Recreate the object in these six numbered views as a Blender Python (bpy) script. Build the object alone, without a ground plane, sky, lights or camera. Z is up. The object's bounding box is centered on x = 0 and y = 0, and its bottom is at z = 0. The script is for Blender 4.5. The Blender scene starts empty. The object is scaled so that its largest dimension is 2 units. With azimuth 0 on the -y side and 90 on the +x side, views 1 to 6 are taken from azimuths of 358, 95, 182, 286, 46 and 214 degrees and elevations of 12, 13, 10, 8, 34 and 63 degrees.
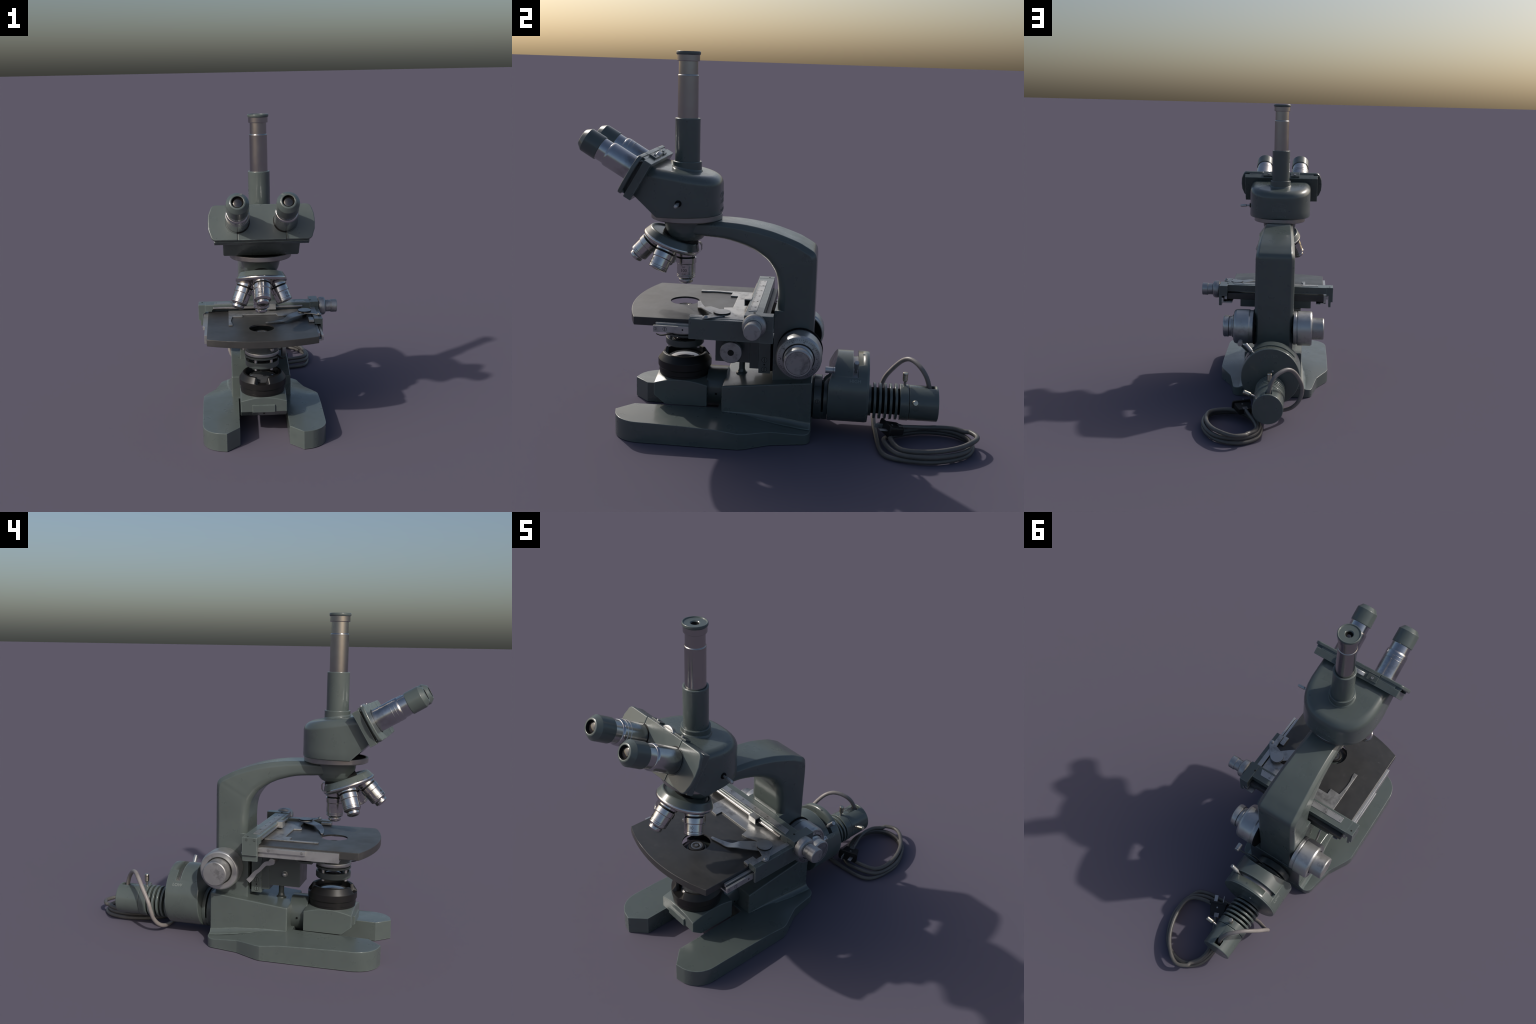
import bpy, bmesh, math, random
from mathutils import Vector, Matrix

random.seed(7)
XC = -0.054            # plane of symmetry of the stand
PI = math.pi

# ------------------------------------------------------------------ materials
def nodes_of(name):
    m = bpy.data.materials.new(name)
    m.use_nodes = True
    nt = m.node_tree
    for n in list(nt.nodes):
        nt.nodes.remove(n)
    out = nt.nodes.new("ShaderNodeOutputMaterial")
    b = nt.nodes.new("ShaderNodeBsdfPrincipled")
    nt.links.new(b.outputs[0], out.inputs[0])
    tc = nt.nodes.new("ShaderNodeTexCoord")
    return m, nt, b, tc

def noise(nt, tc, scale, detail=4.0, rough=0.55, stretch=None):
    n = nt.nodes.new("ShaderNodeTexNoise")
    n.inputs["Scale"].default_value = scale
    n.inputs["Detail"].default_value = detail
    n.inputs["Roughness"].default_value = rough
    if stretch:
        mp = nt.nodes.new("ShaderNodeMapping")
        mp.inputs["Scale"].default_value = stretch
        nt.links.new(tc.outputs["Object"], mp.inputs["Vector"])
        nt.links.new(mp.outputs[0], n.inputs["Vector"])
    else:
        nt.links.new(tc.outputs["Object"], n.inputs["Vector"])
    return n.outputs["Fac"]

def ramp(nt, fac, stops):
    r = nt.nodes.new("ShaderNodeValToRGB")
    el = r.color_ramp.elements
    while len(el) < len(stops):
        el.new(0.5)
    for e, (p, c) in zip(el, stops):
        e.position = p
        e.color = (c, c, c, 1) if not hasattr(c, "__len__") else (*c, 1)
    nt.links.new(fac, r.inputs[0])
    return r.outputs[0]

def mix(nt, fac, a, b, mode="MIX"):
    m = nt.nodes.new("ShaderNodeMix")
    m.data_type = "RGBA"
    m.blend_type = mode
    for sock, v in ((m.inputs[0], fac), (m.inputs[6], a), (m.inputs[7], b)):
        if isinstance(v, bpy.types.NodeSocket):
            nt.links.new(v, sock)
        elif hasattr(v, "__len__"):
            sock.default_value = (*v, 1)
        else:
            sock.default_value = v
    return m.outputs[2]

def bump(nt, b, h, strength, dist=0.002):
    n = nt.nodes.new("ShaderNodeBump")
    n.inputs["Strength"].default_value = strength
    n.inputs["Distance"].default_value = dist
    nt.links.new(h, n.inputs["Height"])
    nt.links.new(n.outputs[0], b.inputs["Normal"])

def edge_mask(nt, radius=0.009, lo=0.012, hi=0.10):
    """1 close to edges: the rounded normal departs from the surface normal there"""
    bv = nt.nodes.new("ShaderNodeBevel")
    bv.samples = 6
    bv.inputs["Radius"].default_value = radius
    g = nt.nodes.new("ShaderNodeNewGeometry")
    d = nt.nodes.new("ShaderNodeVectorMath")
    d.operation = "DOT_PRODUCT"
    nt.links.new(bv.outputs[0], d.inputs[0])
    nt.links.new(g.outputs["Normal"], d.inputs[1])
    m = nt.nodes.new("ShaderNodeMath")
    m.operation = "SUBTRACT"
    m.inputs[0].default_value = 1.0
    nt.links.new(d.outputs["Value"], m.inputs[1])
    return ramp(nt, m.outputs[0], [(lo, 0.0), (hi, 1.0)])

def paint(name, col, rough=0.42, grime=0.22, wear_highlight=True):
    m, nt, b, tc = nodes_of(name)
    dark = tuple(c * 0.62 for c in col)
    lite = tuple(c * 1.07 for c in col)
    c = mix(nt, ramp(nt, noise(nt, tc, 5.0, 6, 0.62), [(0.32, 0.0), (0.70, 1.0)]), tuple(x * 0.94 for x in col), lite)
    # broad stains, slightly brownish
    c = mix(nt, ramp(nt, noise(nt, tc, 9.0, 8, 0.7), [(0.54, 0.0), (0.75, grime)]), c, (dark[0] * 1.05, dark[1] * 0.95, dark[2] * 0.9))
    # tiny dark specks
    c = mix(nt, ramp(nt, noise(nt, tc, 150.0, 2), [(0.66, 0.0), (0.80, 0.06)]), c, dark)
    if wear_highlight:  # worn edges, brightened further so edge highlights sit in the colour
        e = edge_mask(nt)
        w = mix(nt, 1.0, e, ramp(nt, noise(nt, tc, 26.0, 5), [(0.35, 0.15), (0.62, 0.75)]), "MULTIPLY")
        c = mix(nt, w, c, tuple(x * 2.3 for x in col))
    nt.links.new(c, b.inputs["Base Color"])
    nt.links.new(ramp(nt, noise(nt, tc, 12.0, 6, 0.6), [(0.3, rough - 0.03), (0.75, rough + 0.16)]), b.inputs["Roughness"])
    b.inputs["Specular IOR Level"].default_value = 0.5
    b.inputs["Coat Weight"].default_value = 0.38
    b.inputs["Coat Roughness"].default_value = 0.13
    bump(nt, b, noise(nt, tc, 240.0, 3), 0.03, 0.0010)
    return m

def metal(name, col, r0, r1, dirt=0.3, stretch=None, metallic=1.0, dscale=14.0, bumpy=0.015):
    m, nt, b, tc = nodes_of(name)
    n1 = noise(nt, tc, dscale, 7, 0.66)
    c = mix(nt, ramp(nt, n1, [(0.5, 0.0), (0.72, dirt)]), col, tuple(x * 0.30 for x in col))
    nt.links.new(c, b.inputs["Base Color"])
    b.inputs["Metallic"].default_value = metallic
    nt.links.new(ramp(nt, noise(nt, tc, 20.0, 6, 0.6, stretch), [(0.3, r0), (0.72, r1)]), b.inputs["Roughness"])
    if bumpy:
        bump(nt, b, noise(nt, tc, 130.0, 3, 0.6, stretch), bumpy, 0.001)
    return m

def plain(name, col, rough, spec=0.5, var=0.2, coat=0.0, scale=20.0):
    m, nt, b, tc = nodes_of(name)
    c = mix(nt, ramp(nt, noise(nt, tc, scale, 5), [(0.3, 0.0), (0.75, 1.0)]), tuple(x * (1 - var) for x in col), tuple(x * (1 + var) for x in col))
    nt.links.new(c, b.inputs["Base Color"])
    b.inputs["Roughness"].default_value = rough
    b.inputs["Specular IOR Level"].default_value = spec
    b.inputs["Coat Weight"].default_value = coat
    bump(nt, b, noise(nt, tc, 180.0, 2), 0.05, 0.001)
    return m

def barrel_metal():
    """polished tube with finger grime gathering towards the head"""
    m, nt, b, tc = nodes_of("eyepiece_barrel")
    sp = nt.nodes.new("ShaderNodeSeparateXYZ")
    nt.links.new(tc.outputs["Object"], sp.inputs[0])
    mr = nt.nodes.new("ShaderNodeMapRange")
    mr.inputs[1].default_value = -0.86
    mr.inputs[2].default_value = -0.74
    nt.links.new(sp.outputs[1], mr.inputs[0])
    n = ramp(nt, noise(nt, tc, 11.0, 4, 0.6), [(0.45, 0.0), (0.75, 0.8)])
    f = mix(nt, 1.0, n, mr.outputs[0], "MULTIPLY")
    nt.links.new(mix(nt, f, (0.52, 0.52, 0.53), (0.12, 0.115, 0.11)), b.inputs["Base Color"])
    b.inputs["Metallic"].default_value = 1.0
    nt.links.new(ramp(nt, noise(nt, tc, 9.0, 3), [(0.3, 0.20), (0.75, 0.30)]), b.inputs["Roughness"])
    return m

def stage_black():
    m, nt, b, tc = nodes_of("stage_black")
    n = noise(nt, tc, 7.0, 8, 0.68)
    c = mix(nt, ramp(nt, n, [(0.35, 0.0), (0.75, 1.0)]), (0.030, 0.030, 0.0305), (0.050, 0.049, 0.048))
    c = mix(nt, ramp(nt, noise(nt, tc, 3.0, 6, 0.7, (0.5, 2.5, 1)), [(0.52, 0.0), (0.75, 0.6)]), c, (0.017, 0.017, 0.017))
    c = mix(nt, ramp(nt, noise(nt, tc, 16.0, 8, 0.75), [(0.55, 0.0), (0.74, 0.5)]), c, (0.085, 0.083, 0.080))
    e = edge_mask(nt, 0.004)
    c = mix(nt, e, c, (0.06, 0.058, 0.054))
    nt.links.new(c, b.inputs["Base Color"])
    nt.links.new(ramp(nt, noise(nt, tc, 6.0, 7, 0.65), [(0.3, 0.29), (0.75, 0.46)]), b.inputs["Roughness"])
    b.inputs["Specular IOR Level"].default_value = 0.65
    bump(nt, b, noise(nt, tc, 220.0, 3), 0.03, 0.001)
    return m

def cable_rubber():
    m, nt, b, tc = nodes_of("cable_rubber")
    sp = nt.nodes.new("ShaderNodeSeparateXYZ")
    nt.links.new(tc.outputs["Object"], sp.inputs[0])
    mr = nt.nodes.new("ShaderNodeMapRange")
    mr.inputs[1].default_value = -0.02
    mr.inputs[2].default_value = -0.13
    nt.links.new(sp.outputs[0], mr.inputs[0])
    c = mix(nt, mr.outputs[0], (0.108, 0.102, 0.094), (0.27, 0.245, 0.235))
    c = mix(nt, ramp(nt, noise(nt, tc, 16.0, 4), [(0.4, 0.0), (0.75, 0.4)]), c, (0.05, 0.047, 0.043))
    nt.links.new(c, b.inputs["Base Color"])
    b.inputs["Roughness"].default_value = 0.42
    return m

def glass_lens(name, col):
    m, nt, b, tc = nodes_of(name)
    b.inputs["Base Color"].default_value = (*col, 1)
    b.inputs["Roughness"].default_value = 0.06
    b.inputs["Coat Weight"].default_value = 0.8
    b.inputs["Coat Roughness"].default_value = 0.03
    b.inputs["Specular IOR Level"].default_value = 0.8
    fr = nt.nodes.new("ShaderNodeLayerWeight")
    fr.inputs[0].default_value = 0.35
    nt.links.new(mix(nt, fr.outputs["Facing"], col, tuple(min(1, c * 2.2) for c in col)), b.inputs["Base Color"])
    return m

MAT = dict(
    paint=paint("green_grey_enamel", (0.089, 0.108, 0.1025), 0.27),
    paint_dark_shaded=paint("dark_and_shaded_enamel", (0.063, 0.077, 0.074), 0.34),  # darker copy of the enamel; puts the substage's shade into its colour
    cup=paint("eyecup_green", (0.082, 0.102, 0.097), 0.30, 0.12, False),
    silver=metal("satin_aluminium", (0.52, 0.52, 0.515), 0.32, 0.46, 0.45, metallic=0.80),
    barrel=barrel_metal(),
    tube=metal("drawtube_metal", (0.45, 0.435, 0.425), 0.20, 0.25, 0.06, bumpy=0.0),
    chrome=metal("worn_chrome", (0.60, 0.585, 0.57), 0.12, 0.24, 0.35, dscale=22.0),
    plate=metal("nickel_plate", (0.46, 0.46, 0.455), 0.34, 0.50, 0.75, metallic=0.85, dscale=17.0),
    dial=metal("stained_dial", (0.42, 0.42, 0.42), 0.36, 0.52, 0.8, metallic=0.8, dscale=18.0),
    brass=metal("yellowed_nickel", (0.56, 0.52, 0.43), 0.26, 0.38, 0.25),
    ringmetal=metal("grey_ring_metal", (0.36, 0.345, 0.34), 0.30, 0.40, 0.25, metallic=0.9),
    stage=stage_black(),
    black=plain("black_plastic", (0.0105, 0.0100, 0.0100), 0.40, 0.42),
    void=plain("matt_black", (0.006, 0.006, 0.006), 0.8, 0.2),
    groove=plain("groove_black", (0.015, 0.015, 0.014), 0.6, 0.3),
    ink=plain("engraved_ink", (0.030, 0.028, 0.027), 0.6, 0.3),
    pale=plain("pale_lettering", (0.23, 0.25, 0.24), 0.5, 0.4),
    faint=plain("faint_lettering", (0.150, 0.165, 0.160), 0.5, 0.4),
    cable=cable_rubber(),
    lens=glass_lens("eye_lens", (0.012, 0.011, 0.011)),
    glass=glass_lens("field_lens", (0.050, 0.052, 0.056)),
)

# ------------------------------------------------------------------ objects
ROOT = bpy.data.objects.new("trinocular_microscope", None)
bpy.context.collection.objects.link(ROOT)
ROOT["label"] = "old grey-green trinocular laboratory microscope with lamp housing and coiled cable"
ROOT["category"] = "microscope"

def finish(me, name, mats, parent, bevel=0.0, segs=2, angle=32, smooth_angle=38, wn=True, loc=None):
    o = bpy.data.objects.new(name, me)
    bpy.context.collection.objects.link(o)
    for k in ([mats] if isinstance(mats, str) else mats):
        me.materials.append(MAT[k])
    if bevel:
        md = o.modifiers.new("bevel", "BEVEL")
        md.width = bevel
        md.segments = segs
        md.limit_method = "ANGLE"
        md.angle_limit = math.radians(angle)
        md.miter_outer = "MITER_ARC"
        apply_mods(o)
    me = o.data
    me.shade_smooth()
    me.set_sharp_from_angle(angle=math.radians(smooth_angle))
    if wn:
        md = o.modifiers.new("wn", "WEIGHTED_NORMAL")
        md.keep_sharp = True
        apply_mods(o)
    o.parent = parent or ROOT
    if loc:
        o.location = loc
    return o

def apply_mods(o):
    dg = bpy.context.evaluated_depsgraph_get()
    dg.update()
    me = bpy.data.meshes.new_from_object(o.evaluated_get(dg))
    o.modifiers.clear()
    old = o.data
    o.data = me
    bpy.data.meshes.remove(old)

def bm_mesh(bm, name):
    bmesh.ops.recalc_face_normals(bm, faces=bm.faces)
    me = bpy.data.meshes.new(name)
    bm.to_mesh(me)
    bm.free()
    return me

def boolean(o, cutter, op="DIFFERENCE"):
    md = o.modifiers.new("cut", "BOOLEAN")
    md.operation = op
    md.solver = "EXACT"
    md.object = cutter
    apply_mods(o)
    me = cutter.data
    bpy.data.objects.remove(cutter)
    bpy.data.meshes.remove(me)
    o.data.shade_smooth()
    o.data.set_sharp_from_angle(angle=math.radians(38))
    md = o.modifiers.new("wn", "WEIGHTED_NORMAL")
    md.keep_sharp = True
    apply_mods(o)

def frame(org, z, x=None):
    z = Vector(z).normalized()
    x = Vector(x) if x else (Vector((1, 0, 0)) if abs(z.x) < 0.9 else Vector((0, 1, 0)))
    x = (x - z * x.dot(z)).normalized()
    y = z.cross(x)
    m = Matrix((x, y, z)).transposed().to_4x4()
    m.translation = Vector(org)
    return m

def prism_bm(pts, z0, z1, M=None):
    bm = bmesh.new()
    lo = [bm.verts.new((p[0], p[1], z0)) for p in pts]
    hi = [bm.verts.new((p[0], p[1], z1)) for p in pts]
    n = len(pts)
    bm.faces.new(lo[::-1])
    bm.faces.new(hi)
    for i in range(n):
        j = (i + 1) % n
        bm.faces.new((lo[i], lo[j], hi[j], hi[i]))
    if M:
        bm.transform(M)
    return bm

def prism(name, pts, z0, z1, mat, parent, M=None, bevel=0.002, segs=2, angle=32):
    return finish(bm_mesh(prism_bm(pts, z0, z1, M), name), name, mat, parent, bevel, segs, angle)

def box(name, a, b, mat, parent, bevel=0.002, M=None, segs=2):
    pts = [(a[0], a[1]), (b[0], a[1]), (b[0], b[1]), (a[0], b[1])]
    return prism(name, pts, a[2], b[2], mat, parent, M, bevel, segs)

def round_profile(prof, rad):
    """chamfer-round the corners of an (r, h, mat) polyline"""
    out = []
    n = len(prof)
    for i, p in enumerate(prof):
        if i in (0, n - 1) or rad <= 0:
            out.append(p)
            continue
        a, c = prof[i - 1], prof[i + 1]
        v0 = Vector((a[0] - p[0], a[1] - p[1]))
        v1 = Vector((c[0] - p[0], c[1] - p[1]))
        if v0.length < 1e-6 or v1.length < 1e-6 or abs(v0.angle(v1) - PI) < 0.15:
            out.append(p)
            continue
        r = min(rad, v0.length * 0.42, v1.length * 0.42)
        q = Vector((p[0], p[1]))
        s, e = q + v0.normalized() * r, q + v1.normalized() * r
        md = q * 0.5 + (s + e) * 0.25
        out += [(s.x, s.y, a[2]), (md.x, md.y, p[2]), (e.x, e.y, p[2])]
    return out

def lathe_mesh(name, prof, M, mats, segs=64, rad=0.0015):
    """prof: (radius, height, material index of the segment that starts here)"""
    prof = [(p[0], p[1], p[2] if len(p) > 2 else 0) for p in prof]
    prof = round_profile(prof, rad)
    bm = bmesh.new()
    rings = []
    for r, h, m in prof:
        if r < 1e-6:
            rings.append([bm.verts.new((0, 0, h))])
        else:
            rings.append([bm.verts.new((r * math.cos(2 * PI * k / segs), r * math.sin(2 * PI * k / segs), h)) for k in range(segs)])
    for i in range(len(rings) - 1):
        A, B, mi = rings[i], rings[i + 1], prof[i][2]
        for k in range(segs):
            j = (k + 1) % segs
            if len(A) == 1 and len(B) == 1:
                continue
            if len(A) == 1:
                f = bm.faces.new((A[0], B[k], B[j]))
            elif len(B) == 1:
                f = bm.faces.new((A[k], A[j], B[0]))
            else:
                f = bm.faces.new((A[k], A[j], B[j], B[k]))
            f.material_index = mi
    if len(rings[0]) > 1:
        bm.faces.new(rings[0][::-1]).material_index = prof[0][2]
    if len(rings[-1]) > 1:
        bm.faces.new(rings[-1]).material_index = prof[-1][2]
    bm.transform(M)
    return bm_mesh(bm, name)

def lathe(name, prof, M, mats, parent, segs=64, rad=0.0015):
    return finish(lathe_mesh(name, prof, M, mats, segs, rad), name, mats, parent)

def cyl(name, p0, p1, r, mat, parent, rad=0.0015, segs=32):
    p0, p1 = Vector(p0), Vector(p1)
    L = (p1 - p0).length
    return lathe(name, [(0, 0), (r, 0), (r, L), (0, L)], frame(p0, p1 - p0), mat, parent, segs, rad)

def catmull(pts, n, closed=False):
    P = [Vector(p) for p in pts]
    out = []
    m = len(P)
    for i in range(m if closed else m - 1):
        if closed:
            a, b, c, d = P[(i - 1) % m], P[i], P[(i + 1) % m], P[(i + 2) % m]
        else:
            a, b, c, d = P[max(i - 1, 0)], P[i], P[i + 1], P[min(i + 2, m - 1)]
        for k in range(n):
            t = k / n
            out.append(0.5 * (2 * b + (c - a) * t + (2 * a - 5 * b + 4 * c - d) * t * t + (3 * b - a - 3 * c + d) * t ** 3))
    if not closed:
        out.append(P[-1])
    return out

def sweep(name, path, r, mat, parent, segs=16):
    bm = bmesh.new()
    rings = []
    T0 = (path[1] - path[0]).normalized()
    N = T0.orthogonal().normalized()
    for i, p in enumerate(path):
        T = (path[min(i + 1, len(path) - 1)] - path[max(i - 1, 0)]).normalized()
        N = (N - T * N.dot(T)).normalized()
        B = T.cross(N)
        rr = r(i / (len(path) - 1)) if callable(r) else r
        rings.append([bm.verts.new(p + (N * math.cos(2 * PI * k / segs) + B * math.sin(2 * PI * k / segs)) * rr) for k in range(segs)])
    for A, B in zip(rings, rings[1:]):
        for k in range(segs):
            j = (k + 1) % segs
            bm.faces.new((A[k], A[j], B[j], B[k]))
    bm.faces.new(rings[0][::-1])
    bm.faces.new(rings[-1])
    return finish(bm_mesh(bm, name), name, mat, parent)

def loft(name, sections, mat, parent, **kw):
    bm = bmesh.new()
    rows = [[bm.verts.new(p) for p in s] for s in sections]
    n = len(rows[0])
    for A, B in zip(rows, rows[1:]):
        for k in range(n):
            j = (k + 1) % n
            bm.faces.new((A[k], A[j], B[j], B[k]))
    bm.faces.new(rows[0][::-1])
    bm.faces.new(rows[-1])
    return finish(bm_mesh(bm, name), name, mat, parent, **kw)

def text(name, body, size, place, mat, parent, thick=0.0008, lift=0.0005):
    """place maps a flat point (x, y, z) to the surface"""
    cu = bpy.data.curves.new(name, "FONT")
    cu.body = body
    cu.size = size
    cu.align_x = "CENTER"
    cu.align_y = "CENTER"
    cu.extrude = thick / 2
    cu.resolution_u = 3
    o = bpy.data.objects.new(name, cu)
    bpy.context.collection.objects.link(o)
    dg = bpy.context.evaluated_depsgraph_get()
    dg.update()
    me = bpy.data.meshes.new_from_object(o.evaluated_get(dg))
    bpy.data.objects.remove(o)
    bpy.data.curves.remove(cu)
    for v in me.vertices:
        v.co = place(v.co.x, v.co.y, v.co.z - thick * 0.5 + lift)
    o = bpy.data.objects.new(name, me)
    bpy.context.collection.objects.link(o)
    me.materials.clear()
    me.materials.append(MAT[mat])
    for p in me.polygons:
        p.material_index = 0
    o.parent = parent or ROOT
    return o

def on_plane(M):
    return lambda x, y, z: M @ Vector((x, y, z))

def join(objs, name, parent=None, kind=None):
    """merge several finished meshes into one part"""
    dst = objs[0]
    bm = bmesh.new()
    mats = []
    for o in objs:
        remap = []
        for m in o.data.materials:
            if m not in mats:
                mats.append(m)
            remap.append(mats.index(m))
        tmp = o.data.copy()
        for p in tmp.polygons:
            p.material_index = remap[p.material_index] if remap else 0
        bm.from_mesh(tmp)
        bpy.data.meshes.remove(tmp)
    me = bpy.data.meshes.new(name)
    bm.to_mesh(me)
    bm.free()
    for m in mats:
        me.materials.append(m)
    par = parent or dst.parent
    for o in objs:
        old = o.data
        bpy.data.objects.remove(o)
        if old.users == 0:
            bpy.data.meshes.remove(old)
    me.shade_smooth()
    me.set_sharp_from_angle(angle=math.radians(38))
    o = bpy.data.objects.new(name, me)
    bpy.context.collection.objects.link(o)
    o.parent = par
    md = o.modifiers.new("wn", "WEIGHTED_NORMAL")
    md.keep_sharp = True
    apply_mods(o)
    if kind:
        o["kind"] = kind
    return o

def copies(o, offsets):
    out = []
    for d in offsets:
        c = o.copy()
        bpy.context.collection.objects.link(c)
        c.parent = o.parent
        c.location = Vector(o.location) + Vector(d)
        out.append(c)
    return out

def screw(name, pos, normal, r, parent, mat="paint_dark_shaded", dark_inlay=True, h=0.0012):
    """flush screw head, its slit drawn by a dark bar"""
    M = frame(pos, normal)
    a = lathe(name, [(0, -0.002), (r, -0.002), (r, h), (0, h)], M, mat, parent, 20, 0.0006)
    if dark_inlay:  # dark bar and ring laid on the head; nothing is cut
        b = box("dark_inlay", (-r * 0.14, -r * 0.9, -0.001), (r * 0.14, r * 0.9, h + 0.0003), "groove", parent, 0, M)
        c = lathe("dark_inlay", [(r * 1.0, -0.001), (r * 1.18, -0.001), (r * 1.18, 0.0005), (r * 1.0, 0.0005)], M, "groove", parent, 20, 0)
        a = join([a, b, c], name, parent)
    return a

# ------------------------------------------------------------------ base
def lerp_table(t, x):
    if x <= t[0][0]:
        return t[0][1]
    for (a, b), (c, d) in zip(t, t[1:]):
        if x <= c:
            return b + (d - b) * (x - a) / (c - a)
    return t[-1][1]

def build_base():
    half = [(0.142, -0.30), (0.142, -0.728), (0.217, -0.806)]
    # outer toe curve
    half += [(0.217 + 0.1385 * math.sin(a), -0.655 - 0.148 * math.cos(a) ** 0.9) for a in [math.radians(d) for d in (18, 24, 30, 36, 42, 48, 54, 60, 66, 72, 78, 84, 89)]]
    half += [(0.3600, -0.40), (0.3615, -0.175), (0.352, -0.145), (0.302, -0.052), (0.286, -0.02), (0.262, 0.10)]
    half += [(0.258 - 0.05 * (1 - math.cos(a)), 0.122 + 0.048 * math.sin(a)) for a in [math.radians(d) for d in (5, 30, 55, 75, 90)]]
    right = [(XC + x, y) for x, y in half]
    left = [(XC - x, y) for x, y in half][::-1]
    bm = prism_bm(right + left, 0.0, 0.1)
    for y in (-0.6, -0.28, -0.17, -0.1, -0.03, 0.05, 0.11):
        bmesh.ops.bisect_plane(bm, geom=bm.verts[:] + bm.edges[:] + bm.faces[:], plane_co=(0, y, 0), plane_no=(0, 1, 0))
    for x in (-0.27, -0.185, 0.185, 0.27):
        bmesh.ops.bisect_plane(bm, geom=bm.verts[:] + bm.edges[:] + bm.faces[:], plane_co=(XC + x, 0, 0), plane_no=(1, 0, 0))
    ft = [(-0.9, 0.108), (-0.28, 0.116), (-0.17, 0.108), (-0.1, 0.099), (-0.03, 0.088), (0.05, 0.076), (0.11, 0.067), (0.2, 0.058)]
    for v in bm.verts:
        if v.co.z > 0.05:
            dx = abs(v.co.x - XC)
            k = lerp_table([(-0.8, 0.02), (-0.5, 0.05), (-0.17, 0.155), (0.2, 0.2)], v.co.y)
            v.co.z = lerp_table(ft, v.co.y) - k * max(0.0, dx - 0.185)
    o = finish(bm_mesh(bm, "foot_plate"), "foot_plate", "paint", BASE, 0.016, 4, 44)
    # upper block, top slopes up to the rear
    pts = [(-0.28, 0.02), (0.168, 0.02), (0.168, 0.295), (-0.28, 0.247)]
    M = Matrix(((0, 0, 1, XC), (1, 0, 0, 0), (0, 1, 0, 0), (0, 0, 0, 1)))
    prism("foot_block", pts, -0.182, 0.182, "paint", BASE, M, 0.007, 3)
    # cast fillet where the block meets the foot plate
    for s in (-1, 1):
        secs = []
        for i in range(24):
            y = -0.275 + i * (0.166 + 0.275) / 23
            zt = lerp_table(ft, y)
            w = 0.004 + 0.028 * min(1, max(0, (y + 0.28) / 0.3))
            sec = []
            x0 = XC + s * 0.180
            sec.append((x0, y, zt - 0.01))
            for k in range(7):
                a = k / 6 * PI / 2
                sec.append((x0 + s * (0.003 + w * (1 - math.sin(a))), y, zt - 0.003 + w * 0.85 * (1 - math.cos(a))))
            sec.append((x0 - s * 0.004, y, zt + w * 0.85 - 0.003))
            secs.append(sec if s > 0 else sec[::-1])
        loft("foot_fillet", secs, "paint", BASE)
    # the two base parts under the block: dark rear flange for the lamp
    lathe("lamp_flange", [(0, 0), (0.104, 0), (0.104, 0.012), (0, 0.012)], frame((XC, 0.166, 0.150), (0, 1, 0)), "black", BASE, 64)

BASE = bpy.data.objects.new("foot", None)
bpy.context.collection.objects.link(BASE)
BASE.parent = ROOT
build_base()

# ------------------------------------------------------------------ arm
ARM = bpy.data.objects.new("arm", None)
bpy.context.collection.objects.link(ARM)
ARM.parent = ROOT

def arm_section(O, I, w, ch, rf):
    """rounded section between outer point O and inner point I (y, z), half width w"""
    O, I = Vector(O), Vector(I)
    d = I - O
    L = d.length
    d = d / L
    half = [(w - 0.0240, 0.0), (w - 0.0200, 0.0011), (w - 0.0165, 0.0040), (w - 0.0035, ch - 0.0045), (w - 0.0008, ch + 0.0005), (w, ch + 0.005)]
    half.append((w + 0.001, L * 0.5))
    for k in range(7):
        a = k / 6 * PI / 2
        half.append((w - rf * (1 - math.cos(a)), L - rf * (1 - math.sin(a))))
    full = half + [(-x, t) for x, t in half[::-1]]
    return [(XC + x, O.x + d.x * t, O.y + d.y * t) for x, t in full]

st = [
    ((-0.50, 1.047), (-0.50, 0.992), 0.094, 0.014, 0.020),
    ((-0.36, 1.055), (-0.405, 0.981), 0.096, 0.020, 0.024),
    ((-0.25, 1.053), (-0.295, 0.972), 0.100, 0.022, 0.028),
    ((-0.165, 1.044), (-0.205, 0.949), 0.105, 0.024, 0.032),
    ((-0.10, 1.032), (-0.165, 0.933), 0.109, 0.025, 0.036),
    ((-0.04, 1.017), (-0.132, 0.916), 0.113, 0.026, 0.040),
    ((0.06, 0.982), (-0.085, 0.882), 0.119, 0.027, 0.044),
    ((0.105, 0.959), (-0.064, 0.858), 0.121, 0.027, 0.046),
    ((0.136, 0.941), (-0.049, 0.836), 0.123, 0.026, 0.047),
    ((0.151, 0.928), (-0.040, 0.818), 0.123, 0.024, 0.047),
    ((0.1595, 0.908), (-0.033, 0.797), 0.124, 0.023, 0.047),
    ((0.162, 0.86), (-0.026, 0.76), 0.124, 0.022, 0.046),
    ((0.162, 0.76), (-0.022, 0.70), 0.124, 0.022, 0.044),
    ((0.162, 0.64), (-0.022, 0.64), 0.124, 0.022, 0.040),
    ((0.162, 0.272), (-0.024, 0.272), 0.123, 0.020, 0.040),
]
secs = []
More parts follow.
